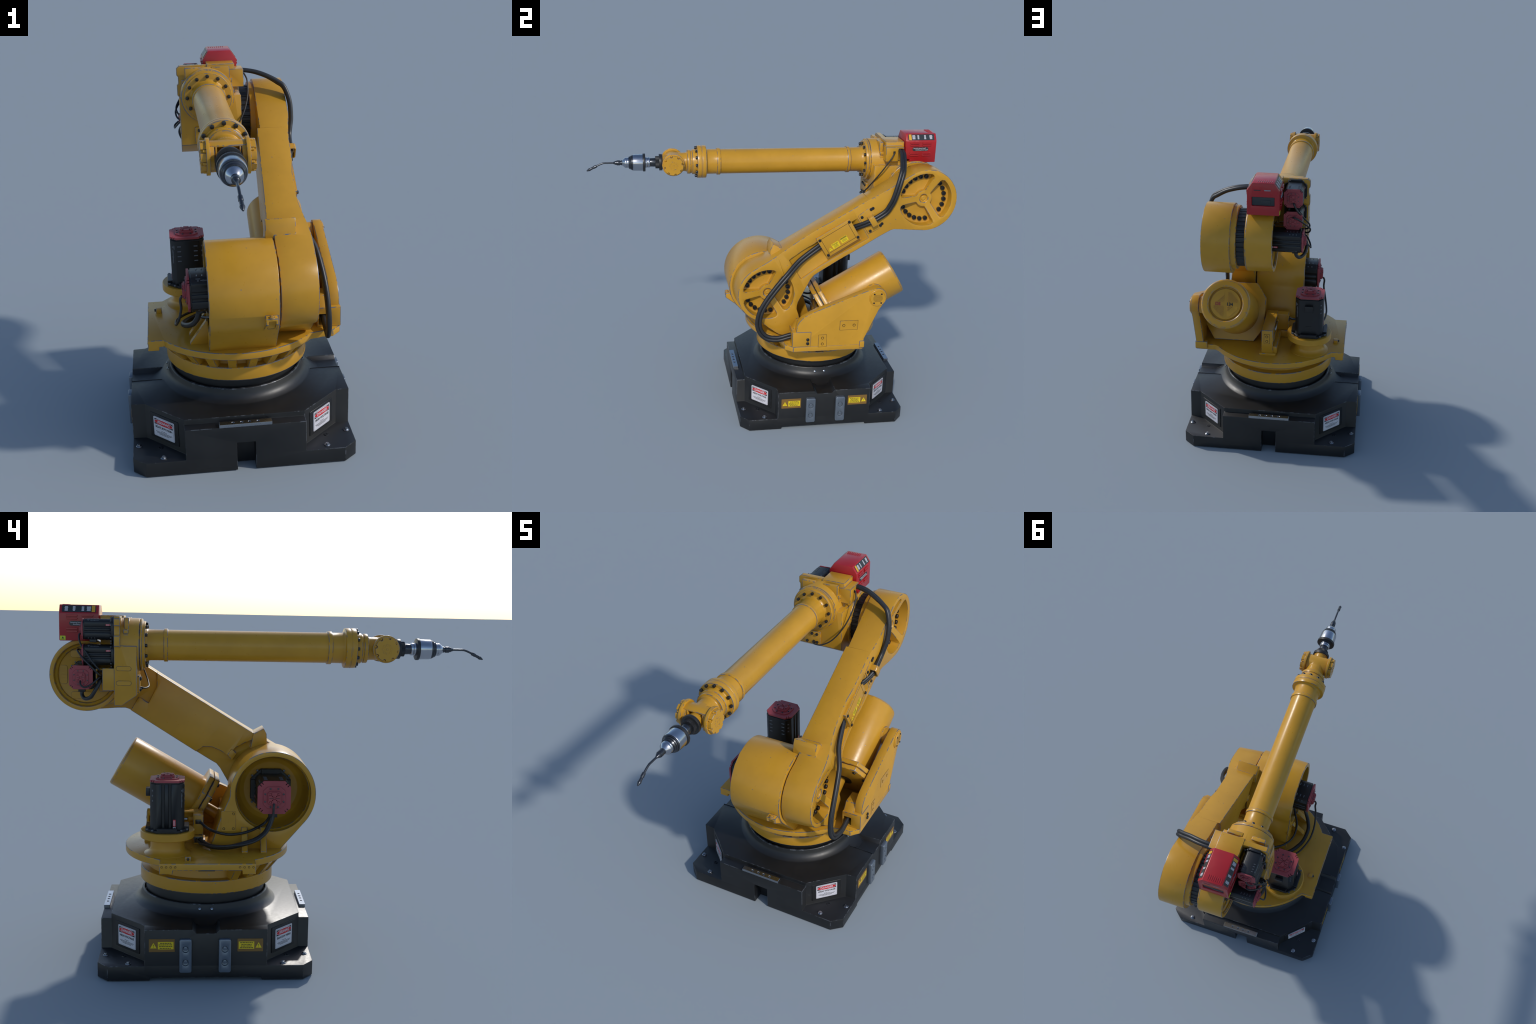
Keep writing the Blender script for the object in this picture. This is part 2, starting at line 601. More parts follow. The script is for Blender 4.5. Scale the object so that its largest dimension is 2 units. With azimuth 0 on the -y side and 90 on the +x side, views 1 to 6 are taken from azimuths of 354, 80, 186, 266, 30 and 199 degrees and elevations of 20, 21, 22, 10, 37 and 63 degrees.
copy_of(s1, diag(-1, 1))
me = s1.data.copy()
me.transform(Matrix.Diagonal((-1, 1, 1, 1)))
me.flip_normals()
s2 = link_mesh(me, 'danger_sign', [WHITE, INK, SRED, BLK], base)
s2.matrix_world = diag(-1, -1)
copy_of(s2, diag(1, 1))

# yellow caution plates on the side walls
def caution(flip):
    p = [prism(roundrect(0.0555, 0.029, 0.001, 1), 'z', -0.002, 0.0022, 0.0006, 1, mi=0)]
    f = -1 if flip else 1
    cx_ = f * 0.0165
    p.append(prism([(cx_ - 0.0335, -0.0165), (cx_ + 0.0335, -0.0165), (cx_ + 0.0335, 0.0165), (cx_ - 0.0335, 0.0165)], 'z', 0.0, 0.0027, mi=1))
    tx = -f * 0.036
    p.append(prism([(tx - 0.0135, -0.012), (tx + 0.0135, -0.012), (tx, 0.013)], 'z', 0.0, 0.0027, mi=1))
    p.append(text('!', 0.021, Matrix.Translation((tx, -0.003, 0.0028)), 2))
    for yy in (0.011, 0.0035, -0.004, -0.0115):
        x = f * 0.0165 - random.uniform(0.022, 0.030)
        e = 2 * f * 0.0165 - x
        while x < e - 0.002:
            l = min(random.uniform(0.004, 0.011), e - x)
            p.append(prism([(x, yy - 0.0016), (x + l, yy - 0.0016), (x + l, yy + 0.0016), (x, yy + 0.0016)], 'z', 0.001, 0.0031, mi=2))
            x += l + 0.0018
    return finish(join(p), 'caution_plate', [BRASS, SIGNY, INK], base)
ca, cb = caution(False), caution(True)
ca.matrix_world = frame((0.4702, 0.083, 0.160), (0, 1, 0), (0, 0, 1))
cb.matrix_world = frame((0.4702, 0.463, 0.160), (0, 1, 0), (0, 0, 1))
copy_of(ca, frame((-0.4702, 0.463, 0.160), (0, -1, 0), (0, 0, 1)))
copy_of(cb, frame((-0.4702, 0.083, 0.160), (0, -1, 0), (0, 0, 1)))

# ================================================================== TURNTABLE
TX, TY = 0.006, 0.267
ringp = [(0.333, 0), (0.333, 0.308), (0.336, 0.312), (0.393, 0.312), (0.396, 0.308), (0.396, 0.275), (0.47, 0.275), (0.47, 0)]
turn_ring = lathe(ringp, 'z', (TX, TY), 96, 0.002)
slew = finish(turn_ring, 'slewing_ring', YEL, ROBOT)

disc_plan = []
R = 0.3825
def on(a):
    return (TX + R * cos(radians(a)), TY + R * sin(radians(a)))
# plan of the turntable plate: disc with a wing on each side
plan = []
a_r0 = math.degrees(asin((0.085 - TY) / R)) if abs((0.085 - TY) / R) < 1 else -28
plan += arc(TX, TY, R, 214, 322, 40)                 # front arc (-y side)
plan += [(0.372, 0.046), (0.407, 0.046), (0.445, 0.088), (0.445, 0.478), (0.335, 0.478)]
plan += arc(TX, TY, R, 36, 140, 40)                  # rear arc
plan += [(-0.317, 0.478), (-0.382, 0.478), (-0.382, 0.058), (-0.312, 0.058)]
# foot of the wing on the -x side
tt = prism(plan, 'z', 0.4655, 0.4965)
wing_foot1 = box(-0.382, -0.335, 0.058, 0.116, 0.449, 0.47)
wing_foot2 = box(-0.382, -0.335, 0.420, 0.478, 0.449, 0.47)
wing_mid = box(-0.382, -0.35, 0.118, 0.418, 0.462, 0.47)
bm = csg(tt, [('UNION', wing_foot1), ('UNION', wing_foot2)], 0.0028, 2)
turn = finish(bm, 'turntable', YEL, ROBOT)
# conical support under the front with windows between ribs
ribs = []
for a in (202.5, 217.5, 232.5, 247.5, 262.5, 277.5, 292.5, 307.5, 322.5, 337.5, 352.5, 367.5, 382.5):
    ca_, sa_ = cos(radians(a)), sin(radians(a))
    rr = [(0.27, 0.39), (0.311, 0.392), (0.372, 0.468), (0.27, 0.468)]
    rb = prism(rr, 'y', -0.018, 0.018, 0.002, 1)
    rb.transform(Matrix.Translation((TX, TY, 0)) @ Matrix.Rotation(radians(a), 4, 'Z'))
    finish(rb, 'support_rib', YEL, turn)

# rings of small bolts on the wing edge
def eye_bolt_mesh(R=0.006, w=0.0017):
    return join([lathe([(-0.001, R - w), (-0.001, R), (0.0006, R), (0.0006, R - w)], 'z', (0, 0), 16, 0, mi=1, closed=True), lathe([(-0.001, 0), (-0.001, R - w), (0.0012, R - w - 0.0004), (0.0012, 0)], 'z', (0, 0), 16, 0, mi=0)])
eye = finish(eye_bolt_mesh(), 'flush_bolt', [YEL, LINE], turn)
k = 0
def put_eye(o, right, up, parent=turn, s=1.0):
    global k
    M = frame(o, right, up) @ Matrix.Diagonal((s, s, s, 1))
    if k == 0:
        eye.matrix_world = M
    else:
        copy_of(eye, M, parent)
    k += 1
for y0 in (0.069, 0.409):
    for j in range(4):
        put_eye((-0.3824, y0 + j * 0.0195, 0.481), (0, -1, 0), (0, 0, 1), s=0.8)
# dark arrow mark under the wing
finish(prism([(0.234, 0.4595), (0.318, 0.4595), (0.31, 0.442), (0.24, 0.442)], 'x', -0.296, -0.290), 'arrow_mark', DARK, turn)
finish(prism([(0.236, 0.4645), (0.316, 0.4645), (0.308, 0.436), (0.234, 0.436), (0.244, 0.449)], 'x', -0.2925, -0.27), 'arrow_mark', DARK, turn)
# stub block with black peg on the plate
finish(join([box(-0.345, -0.319, 0.341, 0.367, 0.49, 0.5155, 0.002), cyl('x', (0.354, 0.507), -0.352, -0.344, 0.0062, 16, 0.001, mi=1)]), 'stop_block', [YEL, BOLT], turn)

# ------------------------------------------------------------------ shoulder housing (drum of the second axis)
J2 = (-0.037, 0.757)
J3 = (0.822, 1.281)
DC = (-0.033, 0.753)
RD = 0.1985
sh = [(0.255, 0.494), (0.205, 0.68), (0.162, 0.70)]
sh = [(-0.072, 0.494)] + arc(DC[0], DC[1], RD, 220, -2, 60) + [(0.1675, 0.735), (0.172, 0.722), (0.179, 0.707), (0.187, 0.690), (0.195, 0.670), (0.203, 0.650), (0.256, 0.494)]
hous = prism(sh, 'x', -0.130, 0.146)
bore = lathe([(-0.2, 0), (-0.2, 0.175), (-0.100, 0.175), (-0.094, 0.168), (-0.050, 0.167), (-0.015, 0.161), (0.008, 0.148), (0.019, 0.128), (0.020, 0.0)], 'x', DC, 72, 0.003)
lug = prism([(-0.252, 0.676), (-0.252, 0.702), (-0.15, 0.712), (-0.12, 0.60), (-0.175, 0.617)], 'x', 0.086, 0.136)
recess = prism([(-0.30, 0.62), (-0.30, 0.70), (-0.247, 0.690), (-0.205, 0.640)], 'x', 0.097, 0.125)
bm = csg(hous, [('DIFFERENCE', bore), ('UNION', lug), ('DIFFERENCE', recess)], 0.003, 2)
shoulder = finish(bm, 'shoulder_housing', YEL, ROBOT)
finish(join([cyl('z', (0.111, -0.243), 0.70, 0.7075, 0.0115, 24, 0.002), cyl('z', (0.111, -0.243), 0.706, 0.712, 0.007, 6, 0.001)]), 'lug_bolt', YEL, shoulder)
# stiffening gussets on the motor side
for y0 in (0.0975, 0.011):
    g = prism([(-0.126, 0.60), (-0.135, 0.60), (-0.205, 0.503), (-0.205, 0.490), (-0.126, 0.490)], 'y', y0 - 0.0135, y0 + 0.0135, 0.002)
    finish(g, 'gusset', YEL, shoulder)
# data plate with bolts
finish(join([prism(roundrect(0.0335, 0.047, 0.002, 2), 'z', -0.002, 0.003, 0.0008, 1)] + [box(0.002 if j % 2 else -0.016, 0.004 if j % 2 else -0.014, yy, yy + 0.011, 0.002, 0.0036) for j, yy in ((0, 0.004), (1, 0.004), (0, -0.016), (1, -0.016))]), 'data_plate', YEL, shoulder).matrix_world = frame((-0.1305, 0.171, 0.627), (0, -1, 0), (0, 0, 1))
for yy, zz in ((0.148, 0.662), (0.148, 0.592), (0.192, 0.592)):
    put_eye((-0.1342, yy, zz), (0, -1, 0), (0, 0, 1), shoulder)

# ------------------------------------------------------------------ side panel and hose box
pan = [(0.050, 0.466), (0.477, 0.466), (0.485, 0.472), (0.486, 0.528), (0.560, 0.700)] + arc(0.547, 0.775, 0.0525, -35, 112, 14) + [(0.489, 0.815), (0.216, 0.709), (0.165, 0.686), (0.139, 0.670), (0.118, 0.648), (0.108, 0.630), (0.102, 0.590), (0.102, 0.50), (0.088, 0.49)]
pan[0] = (0.088, 0.468)
panel = finish(csg(prism(pan, 'x', 0.402, 0.4445), [('UNION', box(0.38, 0.4475, 0.460, 0.4885, 0.475, 0.517))], 0.0028, 2), 'side_panel', YEL, ROBOT)
# pivot boss, cover and its details
PV = (0.547, 0.772)
finish(lathe([(0.36, 0), (0.36, 0.046), (0.402, 0.046), (0.402, 0)], 'x', PV, 48), 'pivot_boss', YEL, panel)
cov = [lathe([(0.44, 0), (0.44, 0.0475), (0.4485, 0.0475), (0.450, 0.045), (0.4485, 0.042), (0.4525, 0.040), (0.4525, 0)], 'x', PV, 48, 0)]
for j in range(7):
    zz = PV[1] - 0.0195 + j * 0.0065
    hw = math.sqrt(max(0.0001, 0.0265 ** 2 - (zz - PV[1]) ** 2))
    cov.append(box(0.4515, 0.4529, PV[0] - hw, PV[0] + hw, zz - 0.0008, zz + 0.0008, mi=1))
finish(join(cov), 'pivot_cover', [YEL, LINE], panel)
bolt_small = finish(lathe([(0, 0), (0, 0.0045), (0.003, 0.0045), (0.0038, 0.0036), (0.0038, 0)], 'z', (0, 0), 12, 0), 'cover_screw', BOLT, panel)
kk = 0
def put_small(o, right, up, parent, s=1.0):
    global kk
    M = frame(o, right, up) @ Matrix.Diagonal((s, s, s, 1))
    if kk == 0:
        bolt_small.matrix_world = M
    else:
        copy_of(bolt_small, M, parent)
    kk += 1
for dy, dz in ((-0.021, 0.025), (0.019, 0.025), (-0.021, -0.027), (0.019, -0.027)):
    put_small((0.4523, PV[0] + dy, PV[1] + dz), (0, 1, 0), (0, 0, 1), panel)
# hose entry box
hb = csg(box(0.345, 0.4475, 0.081, 0.185, 0.497, 0.586), [('DIFFERENCE', box(0.352, 0.394, 0.06, 0.14, 0.508, 0.555))], 0.0028, 2)
hbox = finish(hb, 'hose_box', YEL, panel)
for dz in (0.541, 0.518):
    put_small((0.4475, 0.166, dz), (0, 1, 0), (0, 0, 1), panel, 1.9)
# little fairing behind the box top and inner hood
finish(prism([(0.086, 0.580), (0.118, 0.630), (0.20, 0.630), (0.20, 0.580)], 'x', 0.347, 0.405, 0.004), 'inner_hood', YEL, panel)
# bolted pads
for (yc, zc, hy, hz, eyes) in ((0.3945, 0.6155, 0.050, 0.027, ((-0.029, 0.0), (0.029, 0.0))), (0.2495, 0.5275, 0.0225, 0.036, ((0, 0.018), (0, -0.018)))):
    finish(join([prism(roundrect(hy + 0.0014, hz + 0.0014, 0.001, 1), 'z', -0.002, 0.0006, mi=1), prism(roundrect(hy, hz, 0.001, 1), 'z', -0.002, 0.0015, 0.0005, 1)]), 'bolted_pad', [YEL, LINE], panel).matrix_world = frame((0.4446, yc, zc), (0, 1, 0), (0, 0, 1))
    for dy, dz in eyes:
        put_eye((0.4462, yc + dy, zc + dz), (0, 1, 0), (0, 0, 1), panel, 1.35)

# ------------------------------------------------------------------ balancer cylinder
BA = Vector((0, 0.864, 0.503)).normalized()
Zb = BA
Xb = Vector((1, 0, 0))
Yb = Zb.cross(Xb)
MB = Matrix(((Xb.x, Yb.x, Zb.x, 0.24), (Xb.y, Yb.y, Zb.y, 0.549), (Xb.z, Yb.z, Zb.z, 0.772), (0, 0, 0, 1)))
cylp = [(-0.262, 0), (-0.262, 0.131), (0.144, 0.131), (0.1505, 0.128), (0.1535, 0.122), (0.1535, 0.095), (0.150, 0.090), (0.136, 0.088), (0.136, 0)]
bal = finish(lathe(cylp, 'z', (0, 0), 80, 0.0011, M=MB), 'balancer_cylinder', YEL, ROBOT)
octa = [(-0.112, -0.165), (0.112, -0.165), (0.165, -0.085), (0.165, 0.085), (0.112, 0.165), (-0.112, 0.165), (-0.165, 0.085), (-0.165, -0.085)]
for z0, z1 in ((-0.273, -0.248), (-0.303, -0.278)):
    finish(prism(octa, 'z', z0, z1, 0.003, M=MB), 'balancer_flange', YEL, bal)
finish(prism([(x * 0.93, y * 0.93) for x, y in octa], 'z', -0.28, -0.27, M=MB), 'flange_gasket', LINE, bal)
bb = finish(prism([(0.0095 * cos(j * pi / 3), 0.0095 * sin(j * pi / 3)) for j in range(6)], 'z', -0.008, 0, 0.0015), 'flange_bolt', BOLT, bal)
j0 = 0
for (px, py) in ((-0.105, -0.142), (0.105, -0.142), (0.145, -0.07), (0.145, 0.07), (0.105, 0.142), (-0.105, 0.142), (-0.145, 0.07), (-0.145, -0.07)):
    M = MB @ Matrix.Translation((px, py, -0.303))
    if j0 == 0:
        bb.matrix_world = M
    else:
        copy_of(bb, M)
    j0 += 1
# trunnion between cylinder and panel, rod and boot to the arm
finish(lathe([(0.235, 0), (0.235, 0.052), (0.372, 0.052), (0.372, 0.046), (0.40, 0.046), (0.40, 0)], 'x', PV, 40), 'trunnion', YEL, bal)
finish(lathe([(-0.535, 0), (-0.535, 0.028), (-0.28, 0.028), (-0.28, 0)], 'z', (0, 0), 28, M=MB), 'balancer_rod', YEL, bal)
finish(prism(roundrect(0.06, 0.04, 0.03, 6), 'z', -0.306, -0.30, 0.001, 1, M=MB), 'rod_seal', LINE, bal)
for sx in (-1, 1):
    finish(cyl('z', (sx * 0.118, 0.02), -0.30, -0.01, 0.009, 16, M=MB), 'guide_rod', STEEL, bal)
# end cap: disc with four hatched quarters and its number
cap = [lathe([(0.130, 0), (0.130, 0.0805), (0.1455, 0.0805), (0.147, 0.079), (0.147, 0)], 'z', (0, 0), 64, 0, mi=0)]
ob = finish(join(cap), 'balancer_cap', [YEL], bal)
ob.matrix_world = MB
# lettering seen from +y: right is -x, up is the cap's upward direction
upv = (Vector((0, 0, 1)) - BA * BA.z).normalized()
c0 = Vector((0.24, 0.549, 0.772)) + BA * 0.1472
# four raised quarters with diagonal hatching
hat = []
for sx in (-1, 1):
    for sy in (-1, 1):
        quarter = [(0.008, 0.014), (0.014, 0.008), (0.060, 0.008), (0.065, 0.014), (0.065, 0.024), (0.024, 0.065), (0.014, 0.065), (0.008, 0.060)]
        hat.append(prism([(sx * a, sy * b) for a, b in quarter], 'z', -0.001, 0.0008, mi=0))
        for j in range(-6, 7):
            c = (j + 0.5) * 0.0085
            ts = [t * 0.0008 for t in range(-90, 91)]
            ok = []
            for t in ts:
                a, b = (t - c / 2) * sx, (t + c / 2) * sy
                if 0.010 < a < 0.063 and 0.010 < b < 0.063 and a + b < 0.086:
                    ok.append(t)
            if len(ok) < 6:
                continue
            p0, p1, w = ok[0], ok[-1], 0.0011
            hat.append(prism([(p0 - c / 2 - w, p0 + c / 2 + w), (p0 - c / 2 + w, p0 + c / 2 - w), (p1 - c / 2 + w, p1 + c / 2 - w), (p1 - c / 2 - w, p1 + c / 2 + w)], 'z', 0.0, 0.0026, mi=1))
hob = finish(join(hat), 'cap_hatching', [YEL, plain('hatch_shade', (0.39, 0.195, 0.018), 0.4)], bal)  # darker yellow on the bars paints in the shade of the hatch grooves
hob.matrix_world = frame(c0, (-1, 0, 0), upv)
hob['kind'] = 'stuff'
finish(text('DS', 0.023, frame(c0 + Vector((0.041, 0, 0)) - upv * 0.001, (-1, 0, 0), upv), 0, ext=0.001, bold=0.0008), 'cap_lettering', INKR, bal)
finish(text('134', 0.023, frame(c0 + Vector((-0.022, 0, 0)) - upv * 0.001, (-1, 0, 0), upv), 0, ext=0.001, bold=0.0008), 'cap_lettering', INK, bal)

# ------------------------------------------------------------------ connection box on the turntable
cb_ = csg(box(0.003, 0.066, 0.287, 0.552, 0.505, 0.643), [('DIFFERENCE', box(-0.02, 0.02, 0.33, 0.47, 0.575, 0.632)), ('DIFFERENCE', box(-0.02, 0.02, 0.485, 0.54, 0.53, 0.62))], 0.003, 2)
conn = finish(cb_, 'connection_box', YEL, ROBOT)
finish(box(-0.013, 0.078, 0.275, 0.562, 0.494, 0.509, 0.003), 'box_foot', YEL, conn)
finish(box(-0.018, 0.01, 0.30, 0.545, 0.505, 0.545, 0.003), 'box_ledge', YEL, conn)
finish(box(-0.060, 0.05, 0.285, 0.333, 0.545, 0.640, 0.003), 'cable_block', YEL, conn)
finish(box(-0.060, 0.03, 0.285, 0.330, 0.497, 0.540, 0.003), 'cable_block', YEL, conn)
finish(cyl('y', (0.003, 0.605), 0.36, 0.46, 0.007, 16), 'piston_rod', STEEL, conn)
finish(cyl('y', (0.003, 0.605), 0.325, 0.355, 0.012, 20), 'piston_cap', YEL, conn)
finish(join([prism(roundrect(0.0161, 0.0286, 0.001, 1), 'z', -0.002, 0.0005, mi=1), prism(roundrect(0.0147, 0.0272, 0.001, 1), 'z', -0.002, 0.0014, 0.0005, 1)]), 'bolted_pad', [YEL, LINE], conn).matrix_world = frame((0.036, 0.5522, 0.592), (-1, 0, 0), (0, 0, 1))
for dz in (0.606, 0.578):
    put_eye((0.036, 0.5537, dz), (-1, 0, 0), (0, 0, 1), conn, 1.3)
finish(prism(roundrect(0.014, 0.022, 0.001, 1), 'z', -0.002, 0.0016, 0.0006, 1), 'bolted_pad', YEL, conn).matrix_world = frame((0.036, 0.33, 0.6432), (1, 0, 0), (0, 1, 0))

# ------------------------------------------------------------------ servo motors (axis local +z, flange at z=0)
def motor_section(h, side=True):
    c = h * 0.30
    g = h * 0.10
    # grooves along the +-x faces
    def s(x):
        return x
    gx = h * 0.93
    right = [(h, -h + c), (h, -g * 3.4), (gx, -g * 3.0), (gx, -g * 1.6), (h, -g * 1.2), (h, g * 0.6), (gx, g * 1.0), (gx, g * 2.2), (h, g * 2.6), (h, h - c)]
    left = [(-x, -y) for x, y in right]
    return right + [(h - c, h), (-h + c, h)] + left + [(-h + c, -h), (h - c, -h)]

def motor(h, L, fh, label_side, cap_t=0.02, conn_dir=None):
    body = [prism(motor_section(h * 0.985), 'z', 0.008, L, 0.0012, 1)]
    # stepped collar under the cap
    body.append(prism(chamf(h * 0.94, h * 0.94, h * 0.34), 'z', L - 0.002, L + 0.006, 0.001, 1))
    # mounting flange with lifted flats
    body.append(prism(chamf(fh, fh, fh * 0.52), 'z', 0.0, 0.012, 0.0015, 1))
    for a in range(4):
        b = box(-fh * 0.46, fh * 0.46, h * 0.9, fh * 0.995, 0.0, h * 0.28, 0.0015, 1)
        b.transform(Matrix.Rotation(a * pi / 2, 4, 'Z'))
        body.append(b)
    # grey plates stand in for light-catching slots on the +y face and chamfer windows
    for j in range(4):
        z = L * (0.88 - 0.105 * j)
        for sx in (-1, 1):
            b = box(-h * 0.11, h * 0.11, -0.001, 0.0012, -h * 0.035, h * 0.035, 0.0006, 1, mi=1)
            b.transform(Matrix.Translation((sx * h * 0.48, h * 0.985, z)) @ Matrix.Rotation(radians(25), 4, 'X'))
            body.append(b)
            for sy in (-1, 1):
                if j == 3:
                    continue
                b = box(-h * 0.055, h * 0.055, -0.0012, 0.0008, -h * 0.05, h * 0.05, 0.0004, 1, mi=1)
                b.transform(Matrix.Rotation(atan2(sy, sx) - pi / 2, 4, 'Z') @ Matrix.Translation((0, h * 1.185, z - 0.05 * h)))
                body.append(b)
    # oval plug on the -y face, label patch on a side, name bars
    b = prism(roundrect(h * 0.17, h * 0.11, h * 0.07), 'z', -0.001, 0.0012, mi=1)
    b.transform(Matrix.Translation((0, -h * 0.985, L * 0.72)) @ Matrix.Rotation(radians(90), 4, 'X'))
    body.append(b)
    b = box(-h * 0.22, h * 0.22, -0.0015, 0.001, -h * 0.09, h * 0.09, 0.0005, 1)
    b.transform(Matrix.Translation((0, -h * 0.985, L * 0.27)))
    body.append(b)
    for sx in label_side:
        xx = sx * h * 0.9855
        lab = prism([(-h * 0.075, -h * 0.2), (h * 0.075, -h * 0.2), (h * 0.075, h * 0.2), (-h * 0.075, h * 0.2)], 'z', -0.001, 0.0006, mi=2)
        Ml = frame((xx, sx * h * 0.42, L * 0.20), (0, sx, 0), (0, 0, 1))
        lab.transform(Ml)
        body.append(lab)
        for w in (-0.03, 0.03):
            ln = prism([(h * w - h * 0.012, -h * 0.16), (h * w + h * 0.012, -h * 0.16), (h * w + h * 0.012, h * 0.16), (h * w - h * 0.012, h * 0.16)], 'z', 0, 0.0009, mi=3)
            ln.transform(Ml)
            body.append(ln)
        dot = prism([(h * 0.09 * cos(q * pi / 10), h * 0.09 * sin(q * pi / 10)) for q in range(20)], 'z', -0.001, 0.0008, mi=3)
        dot.transform(Ml @ Matrix.Translation((0, -h * 0.31, 0)))
        body.append(dot)
        dot = prism([(h * 0.055 * cos(q * pi / 10), h * 0.055 * sin(q * pi / 10)) for q in range(20)], 'z', -0.001, 0.0011, mi=0)
        dot.transform(Ml @ Matrix.Translation((0, -h * 0.31, 0)))
        body.append(dot)
        # printed name bars on the chamfer
        for u, ln_, zz in ((0.0, 0.42, 0.66), (0.10, 0.12, 0.86)):
            bar = prism([(-h * 0.025, -h * ln_), (h * 0.025, -h * ln_), (h * 0.025, h * ln_), (-h * 0.025, h * ln_)], 'z', -0.001, 0.0006, mi=4)
            nrm = Vector((sx, sx, 0)).normalized()
            cpt = nrm * (h * 0.985 * (2 - 0.30) / math.sqrt(2)) + Vector((-nrm.y, nrm.x, 0)) * (u * h * sx) + Vector((0, 0, L * zz))
            bar.transform(frame(cpt, Vector((0, 0, 1)).cross(nrm), (0, 0, 1)))
            body.append(bar)
    # flange screws
    for a in range(4):
        for d in (-0.16, 0.16):
            b = lathe([(0.010, 0), (0.010, h * 0.075), (0.016, h * 0.075), (0.016, 0)], 'z', (0, 0), 10, 0.001, mi=1)
            an = pi / 4 + a * pi / 2 + d
            b.transform(Matrix.Translation((fh * 1.12 * cos(an), fh * 1.12 * sin(an), 0)))
            body.append(b)
    # ---- red cap
    t = cap_t
    out = []
    c = h * 0.36
    e = h * 1.0
    nt_ = h * 0.10
    # notched octagon plate: two slits in every chamfer
    quarter = [(e, e - c)]
    for u in (0.30, 0.62):
        for du, dep in ((-0.05, 0), (-0.05, 1), (0.05, 1), (0.05, 0)):
            px = e - (u + du) * c
            py = e - c + (u + du) * c
            quarter.append((px - dep * nt_, py - dep * nt_))
    quarter.append((e - c, e))
    plate = []
    for a in range(4):
        ca2, sa2 = round(cos(a * pi / 2)), round(sin(a * pi / 2))
        q = quarter if a % 2 == 0 else quarter
        plate += [(x * ca2 - y * sa2, x * sa2 + y * ca2) for x, y in q]
    out.append(prism(plate, 'z', L + 0.006, L + 0.006 + t * 0.45, 0.0006, 1, mi=0))
    out.append(prism(chamf(h * 0.66, h * 0.66, h * 0.26), 'z', L + 0.006, L + 0.006 + t * 0.72, 0.0012, 1, mi=0))
    out.append(prism(chamf(h * 0.41, h * 0.41, h * 0.13), 'z', L + 0.006, L + 0.006 + t * 1.15, 0.0012, 1, mi=0))
    # raised cross and chevrons on the knob
    for a in range(4):
        b = box(h * 0.08, h * 0.36, -h * 0.16, h * 0.16, L + 0.006 + t * 1.0, L + 0.006 + t * 1.4, 0.0008, 1)
        b.transform(Matrix.Rotation(a * pi / 2, 4, 'Z'))
        out.append(b)
        b = box(h * 0.30, h * 0.44, -h * 0.035, h * 0.035, L + 0.006 + t, L + 0.006 + t * 1.36, 0.0005, 1)
        b.transform(Matrix.Rotation(pi / 4 + a * pi / 2, 4, 'Z'))
        out.append(b)
    for a in range(8):
        an = radians(22.5 + 45 * a)
        b = lathe([(L + 0.006, 0), (L + 0.006, h * 0.055), (L + 0.006 + t * 0.88, h * 0.055), (L + 0.006 + t * 0.88, 0)], 'z', (h * 0.60 * cos(an), h * 0.60 * sin(an)), 8, 0.0005, mi=1)
        out.append(b)
    for sx in (-1, 1):
        out.append(box(sx * h * 0.20 - h * 0.11, sx * h * 0.20 + h * 0.11, -h * 0.015, h * 0.015, L, L + 0.0062 + t * 1.42, mi=2))
    return join(body), join(out)

def place_motor(h, L, fh, M, label_side=(-1, 1), cap_t=0.02):
    b, c = motor(h, L, fh, label_side, cap_t)
    mo = finish(b, 'servo_motor', [MOT, TRIMG, SRED, WHITE, INKD], ROBOT)
    mo.matrix_world = M
    ca = finish(c, 'motor_cap', [REDM, DSTEEL, INK], mo)
    return mo

# first axis motor on its round pedestal
m1c = (-0.188, 0.448)
ped = [(0.492, 0), (0.492, 0.108), (0.4975, 0.105), (0.503, 0.090), (0.513, 0.080), (0.525, 0.0765), (0.566, 0.0765), (0.570, 0.080), (0.570, 0.1185), (0.573, 0.1215), (0.602, 0.1215), (0.605, 0.1185), (0.605, 0)]
finish(lathe(ped, 'z', m1c, 40, 0), 'motor_pedestal', YEL, ROBOT)
place_motor(0.0765, 0.218, 0.097, Matrix.Translation((*m1c, 0.605)) @ Matrix.Rotation(radians(180), 4, 'Z'), (1, -1), 0.021)
# second axis motor in the shoulder bore, pointing to -x
M2 = frame((0.014, -0.031, 0.754), (0, -1, 0), (0, 0, 1))
place_motor(0.0755, 0.205, 0.096, M2, (1, -1), 0.021)
# third axis motor in the elbow drum
place_motor(0.052, 0.150, 0.064, frame((-0.012, 0.827, 1.280), (0, -1, 0), (0, 0, 1)), (1, -1), 0.014)
# two wrist motors behind the elbow plate, pointing to +y
for zc in (1.489, 1.3775):
    place_motor(0.0455, 0.128, 0.0555, frame((-0.1195, 0.683, zc), (-1, 0, 0), (0, 0, 1)), (1, -1), 0.013)
# cable sockets under the motors
for (x0, x1, y0, y1, z0, z1) in ((-0.175, -0.135, -0.05, -0.01, 0.655, 0.685), (-0.150, -0.120, 0.812, 0.842, 1.215, 1.232), (-0.150, -0.110, 0.76, 0.79, 1.432, 1.446), (-0.21, -0.166, 0.520, 0.544, 0.76, 0.795)):
    finish(box(x0, x1, y0, y1, z0, z1, 0.002), 'cable_socket', MOT, ROBOT)

